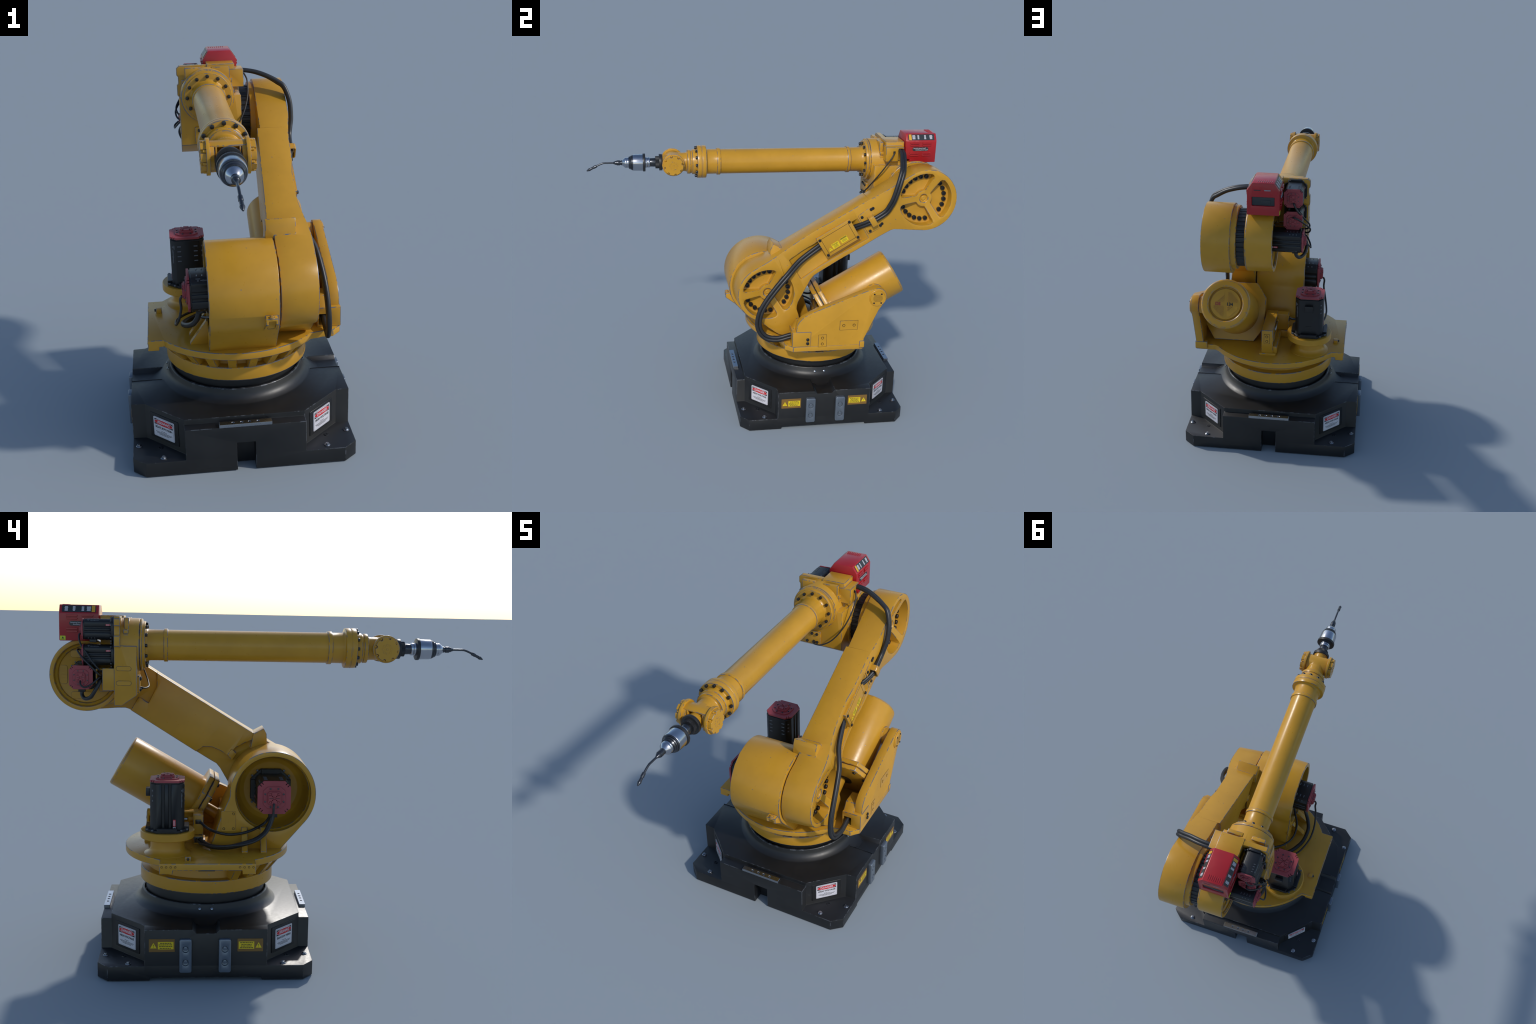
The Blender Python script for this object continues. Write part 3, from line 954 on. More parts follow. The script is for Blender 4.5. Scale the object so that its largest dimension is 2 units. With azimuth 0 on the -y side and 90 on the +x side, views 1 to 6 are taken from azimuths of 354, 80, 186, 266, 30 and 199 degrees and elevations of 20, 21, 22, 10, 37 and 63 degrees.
# ================================================================== LOWER ARM
ang = atan2(J3[1] - J2[1], J3[0] - J2[0])
LA = hypot(J3[1] - J2[1], J3[0] - J2[0])
ux, uz = cos(ang), sin(ang)
def SP(s, p):
    return (J2[0] + s * ux - p * uz, J2[1] + s * uz + p * ux)
def S_of(y, z):
    return (y - J2[0]) * ux + (z - J2[1]) * uz
dega = math.degrees(ang)
C3 = (0.828, 1.2765)      # centre of the outer hub disc
out_ = arc(C3[0], C3[1], 0.1720, dega + 90, -90, 44)
out_ += [(0.775, 1.1075), (0.700, 1.1130), (0.660, 1.1135), (0.642, 1.108), (0.622, 1.0955), (0.283, 0.884), (0.250, 0.864), (0.222, 0.848), (0.203, 0.824), (0.165, 0.759), (0.134, 0.703), (0.128, 0.682), (0.128, 0.660), (0.141, 0.622), (0.146, 0.602), (0.140, 0.572), (0.105, 0.522), (0.083, 0.507), (0.063, 0.504), (0.03, 0.512), (-0.02, 0.548), (-0.056, 0.578)]
out_ += arc(J2[0], J2[1], 0.1655, 255, dega + 90, 36)
def smooth(a, b, t):
    t = max(0.0, min(1.0, (t - a) / (b - a)))
    return t * t * (3 - 2 * t)
def fr(s):
    if s < 0.5:
        return 0.305 + (0.271 - 0.305) * smooth(0.08, 0.34, s)
    return 0.271 + 0.012 * smooth(0.3, 0.66, s) + (0.302 - 0.283) * smooth(0.66, 0.86, s)
def fl(s):
    return 0.1235 + 0.036 * max(0.2, min(0.8, s))
def grid_cut(bm, ss):
    for s in ss:
        y, z = SP(s, 0)
        bmesh.ops.bisect_plane(bm, geom=bm.verts[:] + bm.edges[:] + bm.faces[:], plane_co=(0.2, y, z), plane_no=(0, ux, uz), dist=1e-6)
arm = prism(out_, 'x', 0.0, 1.0)
grid_cut(arm, [0.08 + 0.026 * i for i in range(11)] + [0.40 + 0.06 * i for i in range(5)] + [0.66 + 0.02 * i for i in range(11)])
for v in arm.verts:
    s = S_of(v.co.y, v.co.z)
    left = v.co.x < 0.5
    v.co.x = fl(s) if left else fr(s)
    # both hubs are slightly conical: wider towards the inner side
    for c, R0, dR, w in ((J2, 0.1655, 0.017, 1 - smooth(-0.02, 0.10, s)), (C3, 0.172, 0.0001, smooth(0.97, 1.06, s))):
        d = hypot(v.co.y - c[0], v.co.z - c[1])
        if left and w > 0 and abs(d - R0) < 0.004:
            k_ = (d + dR * w) / d
            v.co.y = c[0] + (v.co.y - c[0]) * k_
            v.co.z = c[1] + (v.co.z - c[1]) * k_
bmesh.ops.recalc_face_normals(arm, faces=arm.faces)
ops = []
# clearance of the elbow hub on the inner side
elb = [(0.510, 1.70), (0.510, 1.217), (0.550, 1.138), (0.595, 1.167), (0.634, 1.103), (0.70, 0.95), (1.2, 0.95), (1.2, 1.70)]
ops.append(('DIFFERENCE', prism(elb, 'x', 0.05, 0.163)))
# recessed shoulder region on the inner side
shl = [(0.325, 0.905), (0.287, 0.933), (0.244, 0.931), (0.200, 0.912), (0.163, 0.888), (0.130, 0.930), (0.085, 0.955), (0.03, 0.975), (-0.05, 1.10), (-0.4, 1.0), (-0.4, 0.3), (0.3, 0.3), (0.36, 0.86)]
ops.append(('DIFFERENCE', prism(shl, 'x', 0.05, 0.152)))
# round flange of the elbow bearing
ops.append(('UNION', lathe([(0.139, 0), (0.139, 0.156), (0.20, 0.162), (0.20, 0)], 'x', J3, 72, 0)))
# stop block on top near the shoulder
ops.append(('UNION', prism([(0.046, 1.000), (-0.004, 1.0265), (-0.018, 0.999), (-0.020, 0.930), (0.06, 0.930)], 'x', 0.117, 0.241, poly_hi=[(0.046, 1.0), (-0.004, 1.0265), (-0.018, 0.999), (-0.020, 0.93), (0.06, 0.93)])))
ops.append(('UNION', prism([(0.151, 0.923), (0.170, 0.894), (0.147, 0.868), (0.125, 0.901)], 'x', 0.128, 0.17)))
# hose channel under the cover
chan = [(0.165, 0.275), (0.272, 0.240), (0.272, 0.33), (0.165, 0.33)]
ch = prism([(0.20, 0.276), (0.30, 0.260), (0.36, 0.250), (0.600, 0.250), (0.645, 0.290), (0.645, 0.34), (0.19, 0.34)], 'y', -0.030, 0.105)
# local (s, p, x) -> world
ch.transform(Matrix(((0, 0, 1, 0), (ux, -uz, 0, J2[0]), (uz, ux, 0, J2[1]), (0, 0, 0, 1))))
bmesh.ops.recalc_face_normals(ch, faces=ch.faces)
ops.append(('DIFFERENCE', ch))
# spoke wheel pockets
def pocket(c, Ro, Ri, a_mid, w=0.0135):
    a0, a1 = a_mid - 60, a_mid + 60
    do = math.degrees(asin(w / Ro)) + 4
    di = math.degrees(asin(w / Ri)) + 6
    pts = arc(c[0], c[1], Ro, a0 + do + 7, a1 - do - 7, 26)
    pts.append((c[0] + (Ro - 0.006) * cos(radians(a1 - do - 2)), c[1] + (Ro - 0.006) * sin(radians(a1 - do - 2))))
    pts.append((c[0] + (Ro - 0.016) * cos(radians(a1 - do)), c[1] + (Ro - 0.016) * sin(radians(a1 - do))))
    pts += arc(c[0], c[1], Ri, a1 - di, a0 + di, 10)
    pts.append((c[0] + (Ro - 0.016) * cos(radians(a0 + do)), c[1] + (Ro - 0.016) * sin(radians(a0 + do))))
    pts.append((c[0] + (Ro - 0.006) * cos(radians(a0 + do + 2)), c[1] + (Ro - 0.006) * sin(radians(a0 + do + 2))))
    return pts
PC3 = (0.822, 1.279)
PC2 = (-0.034, 0.756)
for c, Ro in ((PC3, 0.147), (PC2, 0.1435)):
    for am in (123, 243, 3):
        ops.append(('DIFFERENCE', prism(pocket(c, Ro, 0.046, am), 'x', 0.245, 0.35)))
    # spokes and hub are dished below the rim
    ops.append(('DIFFERENCE', lathe([(0.270, 0), (0.270, 0.046), (0.306, 0.152), (0.36, 0.152), (0.36, 0)], 'x', c, 48, 0)))
    ops.append(('DIFFERENCE', lathe([(0.258, 0), (0.258, 0.019), (0.272, 0.025), (0.35, 0.030), (0.35, 0)], 'x', c, 24, 0)))
bm = csg(arm, ops, 0.0027, 2, 33)
lower = finish(bm, 'lower_arm', YEL, ROBOT, 36)
for c in (PC3, PC2):
    finish(lathe([(0.255, 0), (0.255, 0.0135), (0.263, 0.0125), (0.2645, 0.010), (0.2645, 0.004), (0.262, 0.0)], 'x', c, 20, 0), 'hub_plug', YEL, lower)
hb = finish(lathe([(0, 0), (0, 0.0122), (0.0115, 0.0122), (0.0135, 0.0105), (0.0135, 0.0066), (0.008, 0.0052), (0.008, 0)], 'z', (0, 0), 20, 0), 'hub_bolt', BOLT, lower)
n0 = 0
for c in (PC3, PC2):
    for am in (123, 243, 3):
        for j in range(6):
            a = radians(am - 38 + j * 15.2)
            M = frame((0.2445, c[0] + (0.1205 if c is PC3 else 0.118) * cos(a), c[1] + (0.1205 if c is PC3 else 0.118) * sin(a)), (0, 1, 0), (0, 0, 1))
            if n0 == 0:
                hb.matrix_world = M
            else:
                copy_of(hb, M)
            n0 += 1
# hose cover plate with frame line, corner bolts and small signs
MC = frame((0, 0, 0), (0, ux, uz), (0, -uz, ux))      # local x along arm, y across, z = +x
def CM(s, p, x):
    y, z = SP(s, p)
    M = MC.copy()
    M.translation = (x, y, z)
    return M
s_c, p_c = S_of(0.349, 1.066), (-(0.349 - J2[0]) * uz + (1.066 - J2[1]) * ux)
cpl = [prism([(-0.108, -0.066), (0.108, -0.066), (0.108, 0.066), (0.090, 0.066), (0.086, 0.060), (-0.108, 0.060)], 'z', -0.012, 0.004, 0.002, 2)]
cpl = [prism(chamf(0.1065, 0.0655, 0.002), 'z', -0.014, 0.0045, 0.0022, 2)]
fx, fy = 0.086, 0.048
for (x0, x1, y0, y1) in ((-fx, fx, fy - 0.001, fy + 0.001), (-fx, fx, -fy - 0.001, -fy + 0.001), (-fx - 0.001, -fx + 0.001, -fy, fy), (fx - 0.001, fx + 0.001, -fy, fy)):
    cpl.append(box(x0, x1, y0, y1, 0.003, 0.0049, mi=1))
for x0, x1, yy, nm in ((-0.048, -0.004, -0.026, 'Danger'), (0.008, 0.048, -0.014, 'Warning')):
    pass
cov = finish(join(cpl), 'hose_cover', [YEL, LINE], lower)
cov.matrix_world = CM(s_c, p_c, 0.2815)
lb = [prism([(-0.052, -0.041), (-0.008, -0.041), (-0.008, -0.009), (-0.052, -0.009)], 'z', 0.004, 0.0052, mi=0), prism([(0.004, -0.037), (0.046, -0.037), (0.046, -0.005), (0.004, -0.005)], 'z', 0.004, 0.0052, mi=0), prism([(-0.078, -0.041), (-0.056, -0.041), (-0.067, -0.020)], 'z', 0.004, 0.0052, mi=0)]
lb.append(text('Danger', 0.0125, Matrix.Translation((-0.030, -0.0155, 0.0052)), 1))
lb.append(prism([(0.006, -0.014), (0.044, -0.014), (0.044, -0.0065), (0.006, -0.0065)], 'z', 0.004, 0.0055, mi=1))
lb.append(text('WARNING', 0.0072, Matrix.Translation((0.025, -0.0103, 0.0056)), 0))
lb.append(text('!', 0.016, Matrix.Translation((-0.067, -0.034, 0.0052)), 1))
for bx, ys in ((-0.030, (-0.025, -0.030, -0.035)), (0.025, (-0.020, -0.025, -0.030))):
    for yy in ys:
        w = random.uniform(0.012, 0.017)
        lb.append(prism([(bx - w, yy - 0.0007), (bx + w, yy - 0.0007), (bx + w, yy + 0.0007), (bx - w, yy + 0.0007)], 'z', 0.004, 0.0055, mi=1))
finish(join(lb), 'warning_label', [SIGNY, INK], lower).matrix_world = CM(s_c, p_c, 0.2815)
for dx, dy in ((-0.094, 0.047), (0.096, 0.052), (0.096, -0.052), (-0.094, -0.054)):
    M = CM(s_c, p_c, 0.2857) @ Matrix.Translation((dx, dy, 0))
    o = copy_of(bolt_small, M @ Matrix.Diagonal((1.8, 1.8, 1.8, 1)), lower)
# clamp for the hoses with base plate
s_k, p_k = S_of(0.531, 1.168), (-(0.531 - J2[0]) * uz + (1.168 - J2[1]) * ux)
finish(prism([(-0.055, -0.062), (0.030, -0.066), (0.052, -0.050), (0.052, 0.056), (0.036, 0.072), (-0.055, 0.062)], 'z', -0.012, 0.004, 0.002), 'clamp_plate', YEL, lower).matrix_world = CM(s_k, p_k, 0.284)
st = [(-0.032, 0.0), (-0.032, 0.032), (-0.027, 0.040), (0.027, 0.040), (0.032, 0.032), (0.032, 0.0), (0.026, 0.0), (0.026, 0.033), (-0.026, 0.033), (-0.026, 0.0)]
b = prism(st, 'x', -0.0165, 0.0165, 0.0012, 1)
ob = finish(b, 'clamp_strap', YEL, lower)
ob.matrix_world = CM(s_k, p_k, 0.284)
for dx, dy in ((-0.040, 0.045), (0.024, 0.058), (0.036, 0.058), (-0.038, -0.050), (0.026, -0.052), (0.038, -0.048)):
    copy_of(bolt_small, CM(s_k, p_k, 0.2878) @ Matrix.Translation((dx, dy, 0)) @ Matrix.Diagonal((1.8, 1.8, 1.8, 1)), lower)

# ================================================================== ELBOW AND FOREARM
FX, FZ = -0.058, 1.422
# ribbed bearing drum between arm and elbow
teeth = []
nT = 36
for i in range(nT):
    a = 360.0 * i / nT
    for da, r in ((0, 0.1385), (2.0, 0.1385), (3.0, 0.1425), (8.6, 0.1425)):
        teeth.append((J3[0] + r * cos(radians(a + da)), J3[1] + r * sin(radians(a + da))))
finish(prism(teeth, 'x', 0.085, 0.150, 0), 'elbow_bearing', BLK, ROBOT, 20)

drum = lathe([(-0.037, 0), (-0.037, 0.163), (0.091, 0.163), (0.097, 0.157), (0.097, 0)], 'x', J3, 80, 0)
dbore = lathe([(-0.2, 0), (-0.2, 0.1435), (-0.034, 0.1435), (-0.030, 0.140), (-0.022, 0.140), (-0.018, 0.128), (-0.008, 0.126), (-0.008, 0)], 'x', J3, 72, 0)
neck = prism([(0.60, 1.205), (0.60, 1.419), (0.74, 1.419), (0.752, 1.405), (0.70, 1.34), (0.69, 1.22), (0.72, 1.152), (0.66, 1.160)], 'x', -0.035, 0.0905)
slab = prism([(0.584, 1.204), (0.584, 1.419), (0.682, 1.419), (0.682, 1.159), (0.650, 1.159)], 'x', -0.183, 0.0905)
rear = prism([(0.068, 1.50), (0.068, 1.5475), (-0.177, 1.5475), (-0.1895, 1.536), (-0.1895, 1.506), (-0.183, 1.499), (-0.183, 1.469), (-0.1895, 1.462), (-0.1895, 1.418), (-0.178, 1.403), (-0.05, 1.35), (0.068, 1.40)], 'y', 0.655, 0.682)
can = lathe([(0.5735, 0), (0.5735, 0.1180), (0.665, 0.1180), (0.665, 0)], 'y', (FX, FZ), 80, 0)
top = box(-0.053, 0.070, 0.648, 0.752, 1.45, 1.550)
tower = box(-0.053, 0.070, 0.66, 0.752, 1.40, 1.50)
side = csg(box(0.03, 0.109, 0.640, 0.742, 1.447, 1.5265), [('DIFFERENCE', box(0.08, 0.2, 0.711, 0.76, 1.43, 1.520))])
cbox = csg(box(-0.177, -0.02, 0.68, 0.734, 1.224, 1.321), [('UNION', box(-0.152, -0.02, 0.70, 0.766, 1.250, 1.318)), ('DIFFERENCE', box(-0.2, -0.085, 0.7345, 0.758, 1.258, 1.311)), ('UNION', box(-0.085, -0.02, 0.70, 0.756, 1.212, 1.26))])
bm = csg(csg(drum, [('DIFFERENCE', dbore)]), [('UNION', neck), ('UNION', slab), ('UNION', rear), ('UNION', tower), ('UNION', top), ('UNION', side), ('UNION', cbox), ('UNION', can)], 0.0022, 2, 33)
elbow = finish(bm, 'elbow_housing', YEL, ROBOT, 36)
# pads and small blocks around the flange
for x0, x1 in ((-0.153, -0.082), (-0.034, 0.046)):
    finish(box(x0, x1, 0.618, 0.640, 1.47, 1.542, 0.003), 'elbow_pad', YEL, elbow)
for x0, x1 in ((-0.168, -0.12), (0.01, 0.056)):
    for zz in (1.481, 1.460):
        finish(box(x0, x1, 0.620, 0.643, zz - 0.009, zz + 0.009, 0.003), 'elbow_block', YEL, elbow)
# oval relief bars on the -x side of the slab
for zz in (1.3215, 1.258):
    finish(join([prism(roundrect(0.0335, 0.0105, 0.0104, 6), 'z', -0.002, 0.0006, mi=1), prism(roundrect(0.0325, 0.0095, 0.0094, 6), 'z', -0.002, 0.0022, 0.0008, 1)]), 'oval_relief', [YEL, LINE], elbow).matrix_world = frame((-0.183, 0.640, zz), (0, -1, 0), (0, 0, 1))
# bolted cover on the slab front
finish(prism(chamf(0.047, 0.0385, 0.003), 'z', -0.004, 0.009, 0.002), 'slab_cover', YEL, elbow).matrix_world = frame((-0.074, 0.584, 1.2475), (1, 0, 0), (0, 0, 1))
for dx, dz in ((-0.028, 0.024), (0.0, 0.024), (0.028, 0.024), (-0.028, -0.024), (0.012, -0.022), (0.030, -0.022)):
    copy_of(bolt_small, frame((-0.074 + dx, 0.575, 1.2475 + dz), (1, 0, 0), (0, 0, 1)) @ Matrix.Diagonal((1.7, 1.7, 1.7, 1)), elbow)
finish(cyl('y', (-0.062, 1.228), 0.562, 0.577, 0.006, 12), 'cable_plug', BOLT, elbow)
# relief pattern inside the elbow drum
for (yy, zz, hy, hz) in ((0.925, 1.281, 0.018, 0.042), (0.842, 1.375, 0.05, 0.016), (0.842, 1.187, 0.05, 0.016)):
    parts = [prism(roundrect(hy, hz, 0.010), 'z', -0.002, 0.003, 0.001, 1)]
    for j in range(5):
        if hz > hy:
            parts.append(box(-hy * 0.8, hy * 0.8, -hz * 0.7 + j * hz * 0.35 - 0.001, -hz * 0.7 + j * hz * 0.35 + 0.001, 0.002, 0.0042))
    finish(join(parts), 'drum_relief', YEL, elbow).matrix_world = frame((-0.008, yy, zz), (0, -1, 0), (0, 0, 1))

# forearm tube with flanges
fp = [(0.572, 0), (0.572, 0.1165), (0.563, 0.1165), (0.561, 0.106), (0.549, 0.105), (0.549, 0.078), (0.540, 0.0715), (0.528, 0.0688),
      (0.469, 0.0685), (0.468, 0.0738), (0.451, 0.0738), (0.450, 0.0685), (-0.268, 0.0685), (-0.269, 0.0745), (-0.288, 0.0745), (-0.289, 0.0685), (-0.340, 0.069), (-0.347, 0.074),
      (-0.348, 0.090), (-0.370, 0.0905), (-0.3712, 0.089), (-0.3738, 0.089), (-0.375, 0.0905), (-0.398, 0.0895), (-0.398, 0.072), (-0.402, 0.0695), (-0.424, 0.0690), (-0.426, 0.0625), (-0.433, 0.0625), (-0.434, 0.0662), (-0.4515, 0.0662), (-0.4525, 0.056), (-0.458, 0.0525), (-0.470, 0.0515), (-0.50, 0.0515), (-0.50, 0)]
fore = finish(lathe(fp[::-1], 'y', (FX, FZ), 80, 0.0022), 'forearm', YEL, ROBOT, 40)
fb = finish(prism([(0.0078 * cos(q * pi / 8), 0.0078 * sin(q * pi / 8)) for q in range(16)], 'z', -0.001, 0.0105, 0.0014), 'flange_bolt', BOLT, fore)
n0 = 0
for y, R, ph in ((0.549, 0.0915, 90), (-0.398, 0.0805, 90)):
    for j in range(12):
        a = radians(ph + 30 * j)
        M = frame((FX + R * cos(a), y, FZ + R * sin(a)), (1, 0, 0), (0, 0, 1))
        if n0 == 0:
            fb.matrix_world = M
        else:
            copy_of(fb, M)
        n0 += 1

# ------------------------------------------------------------------ wrist
WY = -0.530
saddle = lathe([(FX - 0.066, 0), (FX - 0.066, 0.0515), (FX + 0.066, 0.0515), (FX + 0.066, 0)], 'x', (WY, FZ), 56, 0)
stub = lathe([(-0.53, 0), (-0.53, 0.0515), (-0.46, 0.0515), (-0.46, 0)], 'y', (FX, FZ), 56, 0)
cutb = box(FX - 0.2, FX + 0.2, -0.65, -0.561, 1.3, 1.6)
cuti = box(FX - 0.047, FX + 0.047, -0.65, -0.538, 1.34, 1.458)
bm = csg(saddle, [('UNION', stub), ('DIFFERENCE', cutb), ('DIFFERENCE', cuti)], 0.0018, 2)
wrist = finish(bm, 'wrist', YEL, ROBOT)
for s in (-1, 1):
    def X(d):
        return FX + s * d
    finish(lathe([(X(0.045), 0), (X(0.045), 0.050), (X(0.059), 0.050), (X(0.059), 0.0615), (X(0.072), 0.0615), (X(0.072), 0)], 'x', (WY, FZ), 64, 0.0015), 'wrist_flange', YEL, wrist)
    # cover disc with eight notches
    pts = []
    for j in range(8):
        a0 = j * 45 + 12
        pts += arc(WY, FZ, 0.0535, a0 + 7, a0 + 38, 6)
        pts += [(WY + 0.0465 * cos(radians(a0 + 39.5)), FZ + 0.0465 * sin(radians(a0 + 39.5))), (WY + 0.0455 * cos(radians(a0 + 42)), FZ + 0.0455 * sin(radians(a0 + 42))), (WY + 0.0455 * cos(radians(a0 + 48)), FZ + 0.0455 * sin(radians(a0 + 48))), (WY + 0.0465 * cos(radians(a0 + 50.5)), FZ + 0.0465 * sin(radians(a0 + 50.5)))]
    lo, hi = sorted((X(0.071), X(0.0905)))
    parts = [prism(pts, 'x', lo, hi, 0.0012, 1)]
    for j in range(9):
        r = 0.0 if j == 8 else 0.0195
        a = radians(45 * j)
        hp = [(0.0052 * cos(q * pi / 3), 0.0052 * sin(q * pi / 3)) for q in range(6)]
        d = prism(hp, 'z', 0, 0.0012, 0.0004, 1)
        d.transform(frame((X(0.0905), WY + r * cos(a), FZ + r * sin(a)), (0, s, 0), (0, 0, 1)))
        parts.append(d)
        if j < 8:
            a = radians(45 * j + 12)
            d = lathe([(0, 0), (0, 0.0055), (0.010, 0.0055), (0.0115, 0.004), (0.0115, 0)], 'z', (0, 0), 6, 0)
            d.transform(frame((X(0.071), WY + 0.0515 * cos(a), FZ + 0.0515 * sin(a)), (0, s, 0), (0, 0, 1)))
            parts.append(d)
    finish(join(parts), 'wrist_cover', YEL, wrist)
    finish(box(*sorted((X(0.036), X(0.042))), -0.566, -0.53, 1.382, 1.460, 0.0015), 'wrist_rib', YEL, wrist)
finish(lathe([(-0.595, 0), (-0.595, 0.040), (-0.588, 0.0405), (-0.585, 0.036), (-0.530, 0.036), (-0.530, 0)], 'y', (FX, FZ), 48, 0.0015), 'tool_flange', YEL, wrist)

# ------------------------------------------------------------------ welding torch
def ylathe(pr, name, mat, seg=56, r=0.0012, parent=None):
    return finish(lathe(pr, 'y', (FX, FZ), seg, r), name, mat, parent)
torch = ylathe([(-0.748, 0), (-0.748, 0.0435), (-0.745, 0.0448), (-0.694, 0.0462), (-0.694, 0)], 'welding_torch', CHROME, parent=ROBOT)
ylathe([(-0.6055, 0), (-0.6055, 0.0455), (-0.589, 0.0455), (-0.589, 0)], 'adapter_ring', RUB, parent=torch)
kn = []
for i in range(40):
    for d, r in ((0, 0.0322), (4.5, 0.0338)):
        a = radians(9 * i + d)
        kn.append((FX + r * cos(a), FZ + r * sin(a)))
finish(prism(kn, 'y', -0.626, -0.603, 0), 'knurled_collar', RUB, torch, 15)
ylathe([(-0.658, 0), (-0.658, 0.0232), (-0.624, 0.0245), (-0.624, 0)], 'torch_neck', DSTEEL, parent=torch)
ylathe([(-0.684, 0), (-0.684, 0.029), (-0.672, 0.029), (-0.670, 0.0275), (-0.668, 0.0275), (-0.666, 0.0287), (-0.657, 0.0280), (-0.655, 0.026), (-0.655, 0)], 'chrome_collar', CHROME, parent=torch)
ylathe([(-0.6945, 0), (-0.6945, 0.0496), (-0.681, 0.0496), (-0.681, 0)], 'rubber_ring', RUB, parent=torch, r=0.002)
ylathe([(-0.771, 0), (-0.771, 0.033), (-0.7655, 0.036), (-0.765, 0.0345), (-0.763, 0.0345), (-0.762, 0.0375), (-0.758, 0.0400), (-0.757, 0.0385), (-0.7555, 0.0385), (-0.755, 0.0415), (-0.7475, 0.0432), (-0.7475, 0)], 'dark_bezel', DSTEEL, parent=torch, r=0)
ylathe([(-0.807, 0), (-0.807, 0.0142), (-0.792, 0.0272), (-0.788, 0.0288), (-0.782, 0.0288), (-0.7805, 0.0275), (-0.779, 0.0288), (-0.7705, 0.029), (-0.7705, 0)], 'chrome_nose', CHROME, parent=torch, r=0.001)
ylathe([(-0.857, 0), (-0.857, 0.0052), (-0.846, 0.0090), (-0.8445, 0.0108), (-0.837, 0.0112), (-0.8365, 0.0138), (-0.819, 0.0142), (-0.818, 0.0118), (-0.813, 0.0118), (-0.812, 0.0138), (-0.806, 0.0138), (-0.806, 0)], 'nozzle_nut', DSTEEL, parent=torch, r=0.0006)
rod = [(FX, -0.85, FZ), (FX, -0.885, FZ), (FX, -0.905, 1.4215), (FX + 0.0005, -0.920, 1.4175), (FX + 0.001, -0.938, 1.4098), (FX + 0.0018, -0.955, 1.4018), (FX + 0.002, -0.965, 1.397)]
finish(tube(rod, 0.0048, 16, 8), 'torch_tube', DSTEEL, torch)
tip = Vector((FX + 0.004, -0.9998, 1.3795))
st_ = Vector((FX + 0.001, -0.944, 1.4068))
dirv = (tip - st_).normalized()
Lt = (tip - st_).length
Mq = Matrix.Translation(st_) @ dirv.to_track_quat('Z', 'Y').to_matrix().to_4x4()
finish(lathe([(0, 0), (0, 0.0055), (0.002, 0.0078), (0.020, 0.0080), (0.022, 0.0062), (0.025, 0.0062), (0.026, 0.0055), (0.026, 0)], 'z', (0, 0), 20, 0.0005, M=Mq), 'tip_sleeve', DSTEEL, torch)
finish(lathe([(0.024, 0), (0.024, 0.0066), (0.040, 0.0068), (0.043, 0.0082), (0.047, 0.0080), (Lt - 0.001, 0.0028), (Lt, 0.0015), (Lt, 0)], 'z', (0, 0), 20, 0.0005, M=Mq), 'torch_tip', DSTEEL, torch)

# ================================================================== RED CONTROL BOX
XC = 0.012
prof = [(-0.077, 1.435), (0.077, 1.435), (0.077, 1.557), (0.052, 1.594), (-0.052, 1.594), (-0.077, 1.557)]
prof = [(x + XC, z) for x, z in prof]
front = [(x if z < 1.59 else XC + (x - XC) * 1.0, z) for x, z in prof]
cbx = prism(prof, 'y', 0.757, 0.933)
wedge = box(-0.1, 0.13, 0.74, 0.783, 1.42, 1.4545)
win = box(XC - 0.054, XC + 0.054, 0.925, 0.95, 1.481, 1.524)
bm = csg(cbx, [('DIFFERENCE', wedge), ('DIFFERENCE', win)], 0.0035, 2)
ctrl = finish(bm, 'control_box', REDB, ROBOT)
finish(join([box(XC - 0.053, XC + 0.053, 0.920, 0.9275, 1.482, 1.523, 0.001), box(XC - 0.036, XC + 0.01, 0.9255, 0.9295, 1.489, 1.510, 0.0015), box(XC - 0.030, XC + 0.004, 0.9275, 0.9302, 1.492, 1.500, 0.001)]), 'display_panel', DARK, ctrl)
# louvres on top near the rear edge
lou = []
for j in range(8):
    x = XC - 0.040 + j * 0.0095
    b = prism(roundrect(0.0017, 0.0135, 0.0016, 3), 'z', 1.592, 1.5958, 0.0008, 1)
    b.transform(Matrix.Translation((x, 0.908, 0)))
    lou.append(b)
finish(join(lou), 'louvre', REDB, ctrl)['kind'] = 'stuff'
